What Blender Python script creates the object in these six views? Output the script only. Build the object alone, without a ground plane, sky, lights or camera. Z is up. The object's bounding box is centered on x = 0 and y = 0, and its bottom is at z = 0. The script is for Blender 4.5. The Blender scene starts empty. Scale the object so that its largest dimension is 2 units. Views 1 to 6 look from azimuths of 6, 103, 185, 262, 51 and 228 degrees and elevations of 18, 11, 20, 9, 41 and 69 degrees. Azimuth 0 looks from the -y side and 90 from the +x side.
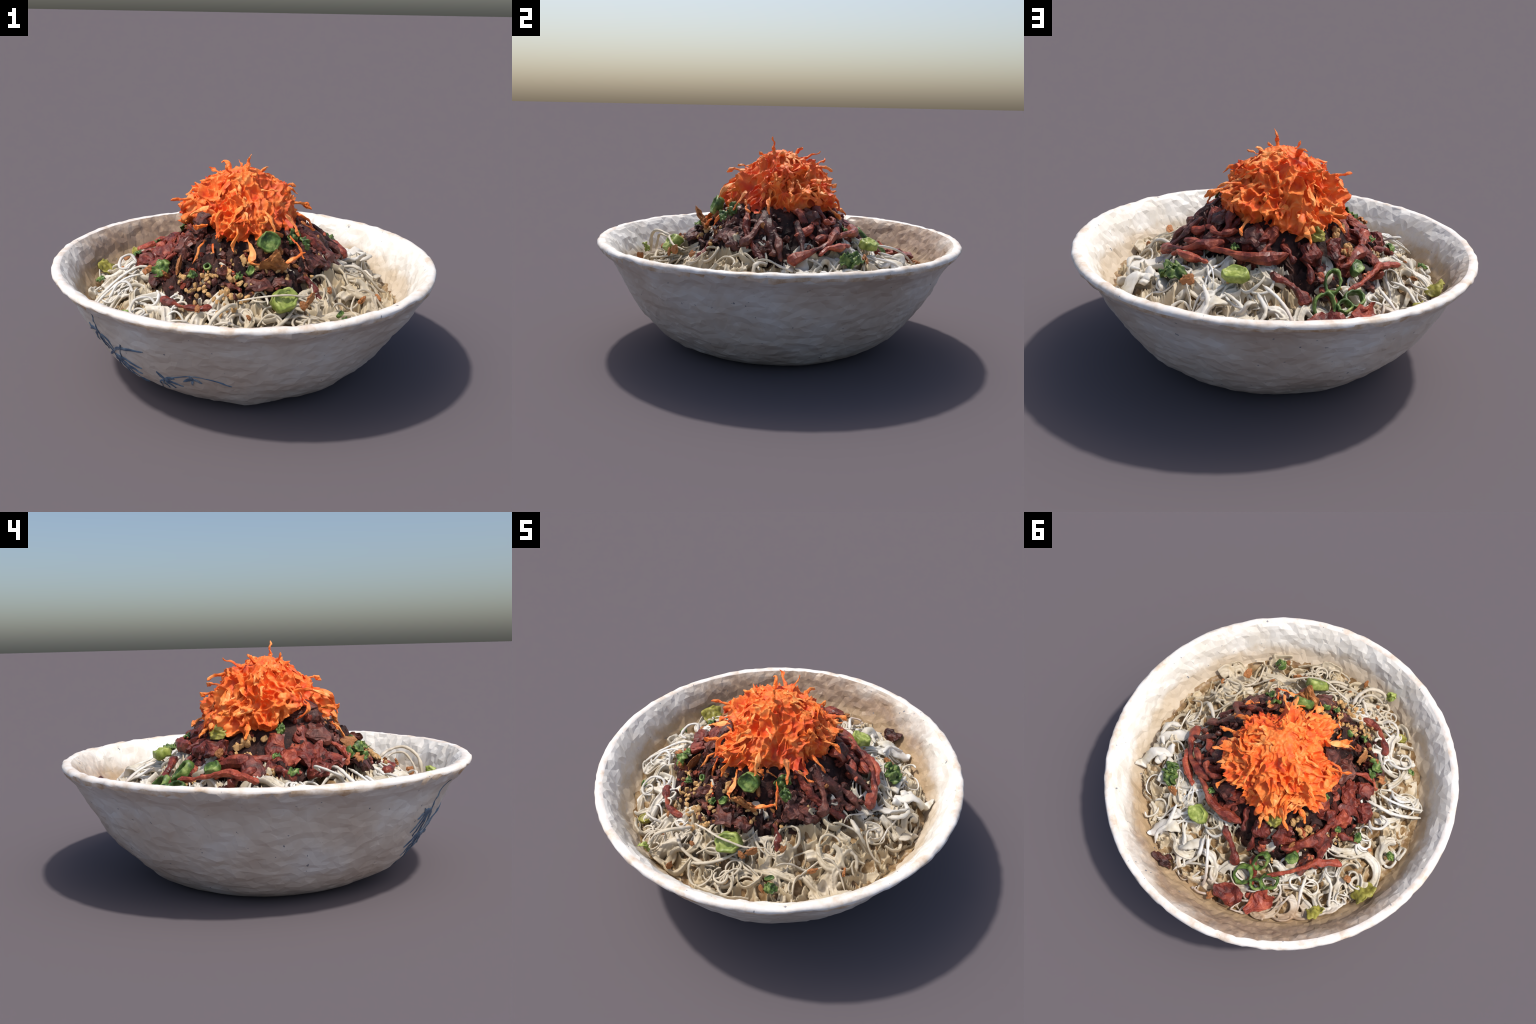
# A bowl of rice noodles heaped with dark glazed meat, chopped peanuts, scallions and grated carrot.
import bpy, bmesh, math
import numpy as np
from mathutils import Vector, Matrix, Euler

rng = np.random.default_rng(7)
TAU = 2 * math.pi

# ------------------------------------------------------------------ noise
def _hash(i, j, k, s):
    n = (i * 374761393 + j * 668265263 + k * 2147483647 + s * 1274126177) & 0xFFFFFFFF
    n = ((n ^ (n >> 13)) * 1274126177) & 0xFFFFFFFF
    n = ((n ^ (n >> 16)) * 2246822519) & 0xFFFFFFFF
    return (n ^ (n >> 15)) & 0xFFFFFFFF

def perlin(P, seed=0):
    P = np.asarray(P, float)
    I = np.floor(P).astype(np.int64)
    F = P - I
    W = F * F * F * (F * (F * 6 - 15) + 10)
    out = 0
    for dx in (0, 1):
        for dy in (0, 1):
            for dz in (0, 1):
                h = _hash(I[..., 0] + dx, I[..., 1] + dy, I[..., 2] + dz, seed)
                a = (h & 1023) / 1023 * TAU
                c = ((h >> 10) & 1023) / 511.5 - 1
                s = np.sqrt(np.maximum(0, 1 - c * c))
                g = (np.cos(a) * s * (F[..., 0] - dx) + np.sin(a) * s * (F[..., 1] - dy) + c * (F[..., 2] - dz))
                wx = W[..., 0] if dx else 1 - W[..., 0]
                wy = W[..., 1] if dy else 1 - W[..., 1]
                wz = W[..., 2] if dz else 1 - W[..., 2]
                out = out + g * wx * wy * wz
    return out * 1.6

def fbm(P, octaves=3, seed=0):
    P = np.asarray(P, float)
    return sum(perlin(P * 2.03 ** o + 17.3 * o, seed + o) * 0.5 ** o for o in range(octaves))

def ridged(P, seed=0):
    return 0.35 - np.abs(perlin(P, seed))

def cells(P, C):
    """distances from points P to the first, second and third nearest of the cell centres C"""
    out = []
    for Q in np.array_split(P, max(1, len(P) // 4000)):
        d = ((Q[:, None, :] - C[None]) ** 2).sum(-1)
        out.append(np.sqrt(np.partition(d, 2, axis=1)[:, :3]))
    d = np.sort(np.vstack(out), axis=1)
    return d[:, 0], d[:, 1], d[:, 2]

# ------------------------------------------------------------------ node helpers
def lin(r, g, b):
    f = lambda c: (c / 255 / 12.92) if c / 255 <= 0.04045 else ((c / 255 + 0.055) / 1.055) ** 2.4
    return (f(r), f(g), f(b), 1)

class Mat:
    def __init__(self, name, rough=0.6, spec=0.4, coat=0.0, sss=0.0):
        self.m = bpy.data.materials.new(name)
        self.m.use_nodes = True
        self.t = self.m.node_tree
        self.b = self.t.nodes["Principled BSDF"]
        self.b.inputs["Roughness"].default_value = rough
        self.b.inputs["Specular IOR Level"].default_value = spec
        self.b.inputs["Coat Weight"].default_value = coat
        self.b.inputs["Coat Roughness"].default_value = 0.25
        if sss:
            self.b.inputs["Subsurface Weight"].default_value = sss
            self.b.inputs["Subsurface Radius"].default_value = (0.02, 0.012, 0.006)
        self.co = self.node("ShaderNodeTexCoord").outputs["Object"]

    def node(self, kind, **kw):
        n = self.t.nodes.new(kind)
        for k, v in kw.items():
            setattr(n, k, v)
        return n

    def link(self, a, b):
        self.t.links.new(a, b)

    def put(self, sock, v):
        if hasattr(v, "links"):
            self.link(v, sock)
        else:
            sock.default_value = v

    def noise(self, scale, detail=3, rough=0.55, offset=(0, 0, 0), stretch=(1, 1, 1), dist=0.0):
        mp = self.node("ShaderNodeMapping")
        mp.inputs["Location"].default_value = offset
        mp.inputs["Scale"].default_value = stretch
        self.link(self.co, mp.inputs["Vector"])
        n = self.node("ShaderNodeTexNoise")
        n.inputs["Scale"].default_value = scale
        n.inputs["Detail"].default_value = detail
        n.inputs["Roughness"].default_value = rough
        n.inputs["Distortion"].default_value = dist
        self.link(mp.outputs[0], n.inputs["Vector"])
        return n.outputs["Fac"]

    def math(self, op, a, b=0.0, clamp=False):
        n = self.node("ShaderNodeMath", operation=op, use_clamp=clamp)
        self.put(n.inputs[0], a)
        self.put(n.inputs[1], b)
        return n.outputs[0]

    def ramp(self, fac, stops):
        n = self.node("ShaderNodeValToRGB")
        e = n.color_ramp.elements
        while len(e) < len(stops):
            e.new(0.5)
        for el, (p, c) in zip(e, stops):
            el.position = p
            el.color = c if not np.isscalar(c) else (c, c, c, 1)
        self.link(fac, n.inputs["Fac"])
        return n.outputs["Color"]

    def step(self, fac, lo, hi):
        n = self.node("ShaderNodeMapRange", interpolation_type="SMOOTHSTEP")
        self.link(fac, n.inputs["Value"])
        n.inputs["From Min"].default_value = lo
        n.inputs["From Max"].default_value = hi
        return n.outputs[0]

    def mix(self, fac, a, b, mode="MIX"):
        n = self.node("ShaderNodeMix", data_type="RGBA", blend_type=mode)
        self.put(n.inputs[0], fac)
        self.put(n.inputs[6], a)
        self.put(n.inputs[7], b)
        return n.outputs[2]

    def xyz(self):
        n = self.node("ShaderNodeSeparateXYZ")
        self.link(self.co, n.inputs[0])
        return n.outputs

    def rand(self):
        return self.node("ShaderNodeObjectInfo").outputs["Random"]

    def value(self, col, fac, lo, hi):
        """scale the brightness of col by a map of fac to lo..hi"""
        n = self.node("ShaderNodeMapRange")
        self.link(fac, n.inputs[0])
        n.inputs["To Min"].default_value = lo
        n.inputs["To Max"].default_value = hi
        h = self.node("ShaderNodeHueSaturation")
        self.put(h.inputs["Color"], col)
        self.link(n.outputs[0], h.inputs["Value"])
        return h.outputs[0]

    def color(self, c):
        self.put(self.b.inputs["Base Color"], c)
        return self

    def bump(self, fac, strength=0.3, dist=0.003):
        n = self.node("ShaderNodeBump")
        n.inputs["Strength"].default_value = strength
        n.inputs["Distance"].default_value = dist
        self.link(fac, n.inputs["Height"])
        self.link(n.outputs[0], self.b.inputs["Normal"])
        return self

# ------------------------------------------------------------------ materials
def glaze_specks(m, col):
    sp = m.noise(42, 1, 0.4, (3, 1, 7))
    sp2 = m.noise(95, 1, 0.4, (1, 5, 2))
    col = m.mix(m.math("MULTIPLY", m.step(sp, 0.755, 0.79), 0.75), col, lin(86, 96, 112))
    return m.mix(m.math("MULTIPLY", m.step(sp2, 0.775, 0.80), 0.5), col, lin(120, 110, 100))

def mat_glaze_outer():
    m = Mat("white_glaze_outside", 0.45, 0.35)
    n = m.noise(2.3, 4, 0.6, (2, 0, 1))
    col = m.ramp(n, [(0.36, lin(190, 175, 161)), (0.52, lin(203, 193, 182)), (0.66, lin(211, 208, 204))])
    col = m.value(col, m.noise(16, 4, 0.6, (0, 3, 0), (1, 1, 2.2)), 0.93, 1.06)
    return m.color(glaze_specks(m, col)).bump(m.noise(30, 3, 0.6, (0, 0, 0), (1, 1, 2)), 0.25, 0.004).m

def mat_glaze_inner():
    m = Mat("white_glaze_inside", 0.42, 0.35)
    X = m.xyz()
    n = m.noise(6, 4, 0.6, (5, 1, 1))
    col = m.ramp(n, [(0.35, lin(221, 214, 202)), (0.6, lin(236, 232, 224))])
    # brown patch on the far (-x +y) side, irregular edge
    side = m.math("ADD", m.math("MULTIPLY", X[0], -0.62), m.math("MULTIPLY", X[1], 0.78))
    rag = m.math("MULTIPLY", m.math("SUBTRACT", m.noise(7, 4, 0.6, (9, 4, 0)), 0.5), 0.9)
    low = m.math("MULTIPLY", X[2], -3.4)
    brown_side = m.step(m.math("ADD", m.math("ADD", m.math("MULTIPLY", side, 0.95), low), rag), -1.65, -0.95)
    blot = m.ramp(m.noise(22, 3, 0.6, (2, 2, 5)), [(0.35, lin(122, 90, 62)), (0.55, lin(146, 112, 80)), (0.7, lin(176, 144, 110))])
    col = m.mix(m.math("MULTIPLY", brown_side, 0.85), col, blot)
    tide = m.step(m.math("SUBTRACT", m.math("MULTIPLY", m.noise(8, 4, 0.65, (6, 6, 1)), 0.16), X[2]), -0.42, -0.34)
    col = m.mix(m.math("MULTIPLY", tide, 0.6), col, lin(186, 160, 122))
    return m.color(glaze_specks(m, col)).bump(m.noise(34, 3, 0.6), 0.2, 0.004).m

def mat_rim():
    m = Mat("worn_rim_glaze", 0.45, 0.35)
    n = m.noise(9, 4, 0.65, (1, 8, 3))
    col = m.ramp(n, [(0.30, lin(206, 184, 160)), (0.48, lin(230, 220, 210)), (0.66, lin(240, 236, 232))])
    return m.color(glaze_specks(m, col)).bump(m.noise(50, 3), 0.25, 0.004).m

def mat_lip():
    m = Mat("bare_clay_lip", 0.55, 0.3)
    n = m.noise(11, 4, 0.65, (4, 2, 3))
    return m.color(m.ramp(n, [(0.34, lin(176, 144, 112)), (0.5, lin(208, 188, 166)), (0.68, lin(228, 218, 208))])).bump(m.noise(50, 3), 0.25, 0.004).m

def mat_cobalt():
    m = Mat("cobalt_brush_paint", 0.5, 0.4)
    n = m.noise(18, 3, 0.6, (4, 4, 4), (1, 1, 0.6))
    return m.color(m.ramp(n, [(0.32, lin(54, 72, 98)), (0.5, lin(84, 108, 132)), (0.7, lin(146, 160, 170))])).m

def noodle_colour(m, whites):
    X = m.xyz()
    n = m.noise(7, 4, 0.6, (0, 2, 6))
    col = m.ramp(n, [(0.3, whites[0]), (0.5, whites[1]), (0.68, whites[2])])
    tint = m.step(m.noise(13, 2, 0.5, (7, 7, 1)), 0.60, 0.72)
    col = m.mix(m.math("MULTIPLY", tint, 0.4), col, lin(190, 156, 104))
    cream = m.math("ADD", m.math("MULTIPLY", X[0], 0.8), m.math("MULTIPLY", X[1], -0.75))
    cream = m.step(m.math("ADD", cream, m.math("MULTIPLY", m.noise(6, 3, 0.6, (8, 1, 2)), 0.9)), 0.55, 1.1)
    col = m.mix(m.math("MULTIPLY", cream, 0.65), col, lin(182, 164, 132))
    side = m.math("ADD", m.math("MULTIPLY", X[0], -0.5), m.math("MULTIPLY", X[1], 0.86))
    rag = m.math("MULTIPLY", m.math("SUBTRACT", m.noise(5, 3, 0.6, (3, 9, 0)), 0.5), 0.5)
    brown_side = m.step(m.math("ADD", side, rag), 0.60, 0.80)
    return m.mix(m.math("MULTIPLY", brown_side, 0.7), col, lin(150, 112, 74))

def mat_noodle():
    m = Mat("white_rice_noodle", 0.5, 0.4, sss=0.0)
    col = noodle_colour(m, (lin(194, 184, 162), lin(217, 212, 202), lin(232, 230, 226)))
    return m.color(m.value(col, m.rand(), 0.86, 1.06)).bump(m.noise(60, 2), 0.15, 0.002).m

def mat_tangle():
    m = Mat("soaked_rice_noodle", 0.5, 0.4)
    a = noodle_colour(m, (lin(178, 164, 138), lin(206, 198, 182), lin(224, 220, 212)))
    return m.color(a).bump(m.noise(50, 3), 0.25, 0.003).m

def mat_web():
    m = Mat("stuck_rice_noodle", 0.5, 0.4)
    a = noodle_colour(m, (lin(164, 144, 112), lin(194, 178, 150), lin(216, 208, 192)))
    return m.color(a).bump(m.noise(50, 3), 0.25, 0.003).m

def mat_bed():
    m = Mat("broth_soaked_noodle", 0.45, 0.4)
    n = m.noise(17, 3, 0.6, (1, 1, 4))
    return m.color(m.ramp(n, [(0.35, lin(110, 82, 50)), (0.52, lin(142, 114, 78)), (0.68, lin(178, 156, 122))])).bump(m.noise(50, 3), 0.3, 0.004).m  # browner than the strands: shade of the hollows put into the base colour

def meat(name, dark, mid, bright, gloss=True):
    m = Mat(name, 0.40 if gloss else 0.6, 0.4 if gloss else 0.2, 0.08 if gloss else 0.0)
    n = m.math("ADD", m.noise(15, 4, 0.62, (1, 3, 2)), m.math("MULTIPLY", m.math("SUBTRACT", m.rand(), 0.5), 0.14))
    col = m.ramp(n, [(0.33, dark), (0.5, mid), (0.68, bright)])
    flecks = m.step(m.noise(110, 2, 0.5, (4, 0, 0)), 0.68, 0.74)
    col = m.mix(m.math("MULTIPLY", flecks, 0.35), col, lin(196, 130, 104))
    return m.color(col).bump(m.noise(55, 5, 0.7), 0.8, 0.007).m

def mat_carrot(name, deep, mid, bright, vary=True):
    m = Mat(name, 0.55, 0.35)
    n = m.noise(12, 4, 0.62, (0, 6, 2))
    if vary:
        n = m.math("ADD", n, m.math("MULTIPLY", m.math("SUBTRACT", m.rand(), 0.5), 0.22))
    col = m.ramp(n, [(0.32, deep), (0.5, mid), (0.7, bright)])
    X = m.xyz()
    side = m.math("ADD", m.math("MULTIPLY", X[0], 2.2), m.math("MULTIPLY", X[1], -0.6))
    blot = m.math("ADD", side, m.math("MULTIPLY", m.math("SUBTRACT", m.noise(9, 3, 0.6, (5, 5, 5)), 0.5), 3.0))
    col = m.mix(m.math("MULTIPLY", m.step(blot, 0.1, 1.0), 0.3 if vary else 0.7), col, lin(186, 56, 44))
    return m.color(col).bump(m.noise(60, 3, 0.6, (0, 0, 0), (1, 1, 0.4)), 0.3, 0.003).m

def simple(name, a, b, c, scale=20, rough=0.55, lo=0.9, hi=1.08, coat=0.0):
    m = Mat(name, rough, 0.4, coat)
    col = m.ramp(m.noise(scale, 3, 0.6, (2, 2, 2)), [(0.33, a), (0.5, b), (0.68, c)])
    return m.color(m.value(col, m.rand(), lo, hi)).bump(m.noise(scale * 3, 3), 0.3, 0.003).m

M = dict(
    outer=mat_glaze_outer(), inner=mat_glaze_inner(), rim=mat_rim(), lip=mat_lip(), cobalt=mat_cobalt(),
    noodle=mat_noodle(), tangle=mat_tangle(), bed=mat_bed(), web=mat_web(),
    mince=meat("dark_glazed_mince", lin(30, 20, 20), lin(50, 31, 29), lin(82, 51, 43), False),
    meat=meat("red_glazed_meat", lin(70, 25, 20), lin(116, 45, 34), lin(166, 82, 58)),
    pale=meat("orange_red_meat", lin(118, 44, 34), lin(166, 74, 52), lin(196, 110, 76)),
    darkmeat=meat("dark_glazed_meat", lin(50, 27, 24), lin(84, 43, 36), lin(126, 72, 58)),
    carrot=mat_carrot("grated_carrot", lin(230, 92, 38), lin(246, 134, 56), lin(253, 174, 104)),
    carrotcore=mat_carrot("pressed_grated_carrot", lin(216, 72, 38), lin(242, 118, 48), lin(252, 160, 86), False),
    peanut=simple("chopped_peanut", lin(156, 108, 60), lin(198, 154, 96), lin(222, 190, 140), 30, 0.6, 0.8, 1.1),
    shell=simple("fried_shallot", lin(120, 74, 44), lin(164, 106, 62), lin(196, 134, 76), 24, 0.6, 0.85, 1.1),
    green=simple("scallion_green", lin(52, 76, 34), lin(90, 116, 52), lin(146, 164, 92), 26, 0.45, 0.8, 1.15),
    lime=simple("scallion_pale_green", lin(98, 112, 44), lin(134, 148, 68), lin(176, 184, 106), 22, 0.45, 0.9, 1.1),
    olive=simple("yellowed_leaf", lin(116, 108, 40), lin(158, 152, 66), lin(186, 178, 96), 18, 0.5, 0.9, 1.1),
    herb=simple("coriander_leaf", lin(46, 68, 30), lin(80, 106, 46), lin(134, 152, 82), 34, 0.45, 0.8, 1.15),
)

# ------------------------------------------------------------------ mesh helpers
root = bpy.data.objects.new("noodle_bowl", None)
bpy.context.collection.objects.link(root)
root["label"] = "white glazed bowl heaped with noodles, meat and grated carrot"
root["category"] = "noodle dish"

def mesh_from(name, verts, faces, mats, smooth=True, index=None):
    me = bpy.data.meshes.new(name)
    me.from_pydata(np.asarray(verts, float).tolist(), [], [tuple(int(i) for i in f) for f in faces])
    for m in (mats if isinstance(mats, (list, tuple)) else [mats]):
        me.materials.append(m)
    me.polygons.foreach_set("use_smooth", np.full(len(me.polygons), smooth, bool))
    if index is not None:
        me.polygons.foreach_set("material_index", np.asarray(index, np.int32))
    me.validate()
    me.update()
    return me

def add(name, me, parent=root, matrix=None, stuff=False):
    o = bpy.data.objects.new(name, me)
    bpy.context.collection.objects.link(o)
    o.parent = parent
    if matrix is not None:
        o.matrix_world = matrix
    if stuff:
        o["kind"] = "stuff"
    return o

def apply_modifiers(o):
    dg = bpy.context.evaluated_depsgraph_get()
    me = bpy.data.meshes.new_from_object(o.evaluated_get(dg))
    old = o.data
    o.modifiers.clear()
    o.data = me
    bpy.data.meshes.remove(old)
    return o

def spline(pts, n):
    """Catmull-Rom through pts, n samples"""
    P = np.asarray(pts, float)
    if len(P) == 2:
        t = np.linspace(0, 1, n)[:, None]
        return P[0] * (1 - t) + P[1] * t
    Q = np.vstack([2 * P[0] - P[1], P, 2 * P[-1] - P[-2]])
    s = np.linspace(0, len(P) - 1 - 1e-9, n)
    i = s.astype(int)
    t = (s - i)[:, None]
    a, b, c, d = Q[i], Q[i + 1], Q[i + 2], Q[i + 3]
    return 0.5 * (2 * b + (c - a) * t + (2 * a - 5 * b + 4 * c - d) * t ** 2 + (3 * b - a - 3 * c + d) * t ** 3)

def tube(path, width, thick, up=None, sides=6, twist=0.0):
    """swept strand: width across, thick along the local up direction"""
    P = np.asarray(path, float)
    n = len(P)
    w = np.broadcast_to(np.asarray(width, float), n)
    h = np.broadcast_to(np.asarray(thick, float), n)
    T = np.gradient(P, axis=0)
    T /= np.linalg.norm(T, axis=1)[:, None] + 1e-12
    if up is None:
        up = np.array([0, 0, 1.0])
    up = np.broadcast_to(up, (n, 3))
    B = np.cross(T, up)
    bad = np.linalg.norm(B, axis=1) < 1e-3
    B[bad] = np.cross(T[bad], [1, 0.3, 0])
    for i in range(1, n):                       # keep frames from flipping
        if B[i] @ B[i - 1] < 0:
            B[i] = -B[i]
    B /= np.linalg.norm(B, axis=1)[:, None]
    N = np.cross(B, T)
    a0 = np.arange(sides) / sides * TAU
    tw = np.linspace(0, twist, n)
    V = []
    for i in range(n):
        c, s = math.cos(tw[i]), math.sin(tw[i])
        b, nn = B[i] * c + N[i] * s, N[i] * c - B[i] * s
        V.append(P[i] + np.outer(np.cos(a0) * w[i], b) + np.outer(np.sin(a0) * h[i], nn))
    V = np.vstack(V + [P[:1] - T[:1] * w[0] * 0.4, P[-1:] + T[-1:] * w[-1] * 0.4])
    F = []
    for i in range(n - 1):
        for j in range(sides):
            k = (j + 1) % sides
            F.append((i * sides + j, i * sides + k, (i + 1) * sides + k, (i + 1) * sides + j))
    e0, e1 = n * sides, n * sides + 1
    for j in range(sides):
        k = (j + 1) % sides
        F.append((e0, k, j))
        F.append((e1, (n - 1) * sides + j, (n - 1) * sides + k))
    return V, F

def join(parts):
    V, F, o = [], [], 0
    for v, f in parts:
        V.append(v)
        F += [tuple(np.asarray(q) + o) for q in f]
        o += len(v)
    return np.vstack(V), F

_ico = {}
def ico(sub):
    if sub not in _ico:
        bm = bmesh.new()
        bmesh.ops.create_icosphere(bm, subdivisions=sub, radius=1)
        _ico[sub] = (np.array([v.co[:] for v in bm.verts]), [tuple(v.index for v in f.verts) for f in bm.faces])
        bm.free()
    return _ico[sub]

def blob(sub, scale, seed, rough=0.35, freq=1.4, facet=0.0):
    V, F = ico(sub)
    d = 1 + rough * fbm(V * freq + seed * 7.7, 3, seed)
    W = V * d[:, None]
    if facet:                                   # plane cuts give chopped faces
        r = np.random.default_rng(seed)
        for _ in range(7):
            nrm = r.normal(size=3)
            nrm /= np.linalg.norm(nrm)
            over = W @ nrm - r.uniform(0.45, 0.8)
            W = W - np.outer(np.maximum(over, 0) * facet, nrm)
    return W * np.asarray(scale), F

def place(loc, rot=None, scale=1.0):
    r = Euler(rot if rot is not None else rng.uniform(0, TAU, 3)).to_matrix().to_4x4()
    s = np.broadcast_to(np.asarray(scale, float), 3)
    return Matrix.Translation(Vector(loc)) @ r @ Matrix.Diagonal((*s, 1))

# ------------------------------------------------------------------ the bowl
OUT_Z = [0, 0.01, 0.03, 0.06, 0.10, 0.15, 0.20, 0.27, 0.35, 0.42, 0.48, 0.507, 0.532, 0.553, 0.571]
OUT_R = [0.49, 0.528, 0.567, 0.619, 0.67, 0.721, 0.764, 0.812, 0.857, 0.890, 0.918, 0.940, 0.970, 0.992, 1.0]
OUTER = [(0, 0.012), (0.30, 0.010), (0.44, 0.002)] + list(zip(OUT_R, OUT_Z))
RIM = [(1.000, 0.582), (0.992, 0.591), (0.975, 0.594), (0.955, 0.588)]
INNER = [(0.935, 0.572), (0.915, 0.545), (0.892, 0.500), (0.870, 0.45), (0.842, 0.40), (0.785, 0.33), (0.68, 0.23), (0.50, 0.13), (0.30, 0.085), (0, 0.075)]

def resample(pts, step):
    P = np.array(pts, float)
    d = np.concatenate([[0], np.cumsum(np.linalg.norm(np.diff(P, axis=0), axis=1))])
    n = max(2, int(d[-1] / step) + 1)
    s = np.linspace(0, d[-1], n)
    Q = np.stack([np.interp(s, d, P[:, k]) for k in (0, 1)], 1)
    for _ in range(2):
        Q[1:-1] = Q[1:-1] * 0.5 + (Q[:-2] + Q[2:]) * 0.25
    return Q

DENTS = [   # azimuth, height, spread, how far out
    (112, 0.36, 0.05, -0.012), (104, 0.45, 0.06, 0.010), (98, 0.50, 0.045, -0.012), (140, 0.47, 0.03, 0.007), (-135, 0.17, 0.10, 0.012),
    (108, 0.10, 0.08, -0.016), (-24, 0.46, 0.08, 0.030), (-45, 0.08, 0.06, 0.008), (-80, 0.04, 0.09, 0.016), (25, 0.015, 0.07, 0.012),
    (0, 0.30, 0.09, -0.010), (70, 0.25, 0.09, -0.013), (35, 0.25, 0.09, -0.010), (-95, 0.30, 0.12, -0.011), (-83, 0.525, 0.022, 0.008), (140, 0.08, 0.09, -0.010)]

def outer_radius(z):
    return np.interp(z, OUT_Z, OUT_R)

def outer_bulge(P):
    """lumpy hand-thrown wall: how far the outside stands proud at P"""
    P = np.asarray(P, float)
    d = 0.006 * fbm(P * 4.2, 2, 11) + 0.0048 * fbm(P * [14, 14, 24], 3, 13)
    for az, z, s, amp in DENTS:
        a = math.radians(az)
        r = outer_radius(z)
        c = np.array([math.cos(a) * r, math.sin(a) * r, z])
        d = d + amp * np.exp(-((P - c) ** 2).sum(-1) / (2 * s * s))
    return d

def build_bowl():
    out = resample(OUTER, 0.017)
    rim = resample([OUTER[-1]] + RIM, 0.008)[1:]
    inn = resample([RIM[-1]] + INNER, 0.018)[1:]
    prof = np.vstack([out, rim, inn])
    zone = np.array([0] * len(out) + [1] * len(rim) + [2] * len(inn))
    n, seg = len(prof), 340
    tang = np.gradient(prof, axis=0)
    tang /= np.linalg.norm(tang, axis=1)[:, None]
    nrm = np.stack([tang[:, 1], -tang[:, 0]], 1)         # outward from the clay
    ang = (np.arange(seg)[None, :] + (np.arange(n)[:, None] % 2) * 0.5) / seg * TAU
    r = prof[:, 0][:, None] + 0 * ang
    P = np.stack([r * np.cos(ang), r * np.sin(ang), prof[:, 1][:, None] + 0 * ang], -1)
    D = outer_bulge(P)
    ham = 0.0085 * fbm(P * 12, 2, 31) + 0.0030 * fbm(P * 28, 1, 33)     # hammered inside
    jag = 0.0045 * fbm(P * 16, 3, 41)
    g = np.random.default_rng(5)
    swell = np.exp(-(((np.degrees(ang) % 360 - 108) / 55) ** 2)) * np.clip((0.52 - P[..., 2]) / 0.1, 0, 1)
    ham = ham * np.clip((P[..., 2] - 0.28) / 0.08, 0, 1)
    ham = ham + 0.018 * swell + g.normal(0, 0.0008, ham.shape)        # the wall thickens on the +y side
    fade = np.clip(prof[:, 0] / 0.25, 0, 1)[:, None]
    z3 = zone[:, None]
    low = np.clip((prof[:, 1] - 0.0) / 0.05, 0.25, 1)[:, None]
    disp = np.where(z3 == 0, D * low, np.where(z3 == 1, jag, ham)) * fade
    lip = np.where((z3 == 0) & (prof[:, 1][:, None] > 0.535), jag * 0.9, 0)  # ragged lip edge
    disp = disp + lip
    N3 = np.stack([nrm[:, 0][:, None] * np.cos(ang), nrm[:, 0][:, None] * np.sin(ang), nrm[:, 1][:, None] + 0 * ang], -1)
    P = P + N3 * disp[..., None]
    rr = np.hypot(P[..., 0], P[..., 1])
    cap = np.minimum(1, 1.0 / np.maximum(rr, 1e-6))
    P[..., :2] *= cap[..., None]
    P[..., 2] = np.maximum(P[..., 2], 0)
    V = P.reshape(-1, 3)
    F, idx, sm = [], [], []
    for i in range(n - 1):
        zz = max(zone[i], zone[i + 1])
        if zz == 0 and prof[i, 1] > 0.548:
            zz = 3
        for j in range(seg):
            k = (j + 1) % seg
            a, b, c, d = i * seg + j, i * seg + k, (i + 1) * seg + k, (i + 1) * seg + j
            if i % 2 == 0:
                tri = [(a, b, d), (b, c, d)]
            else:
                tri = [(a, b, c), (a, c, d)]
            F += tri
            idx += [zz, zz]
            sm += [zz in (1, 3)] * 2
    me = mesh_from("bowl", V, F, [M["outer"], M["rim"], M["inner"], M["lip"]], True, idx)
    me.polygons.foreach_set("use_smooth", np.array(sm, bool)[: len(me.polygons)])
    bm = bmesh.new()
    bm.from_mesh(me)
    bmesh.ops.remove_doubles(bm, verts=bm.verts, dist=1e-5)
    bmesh.ops.recalc_face_normals(bm, faces=bm.faces)
    bm.to_mesh(me)
    bm.free()
    o = add("bowl", me)
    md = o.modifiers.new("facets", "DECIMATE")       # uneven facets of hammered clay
    md.ratio = 0.22
    return apply_modifiers(o)

bowl = build_bowl()

# bamboo brushed on the outside in cobalt: strokes as (azimuth, height) control points with a width
def on_wall(az, z, lift):
    az, z = np.asarray(az, float), np.asarray(z, float)
    r = outer_radius(z)
    slope = (outer_radius(z + 0.01) - outer_radius(z - 0.01)) / 0.02
    a = np.radians(az)
    P = np.stack([r * np.cos(a), r * np.sin(a), z], -1)
    k = 1 / np.sqrt(1 + slope ** 2)
    N = np.stack([np.cos(a) * k, np.sin(a) * k, -slope * k], -1)
    low = np.clip(z / 0.05, 0.25, 1)
    return P + N * (outer_bulge(P) * low + lift)[..., None]

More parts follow.
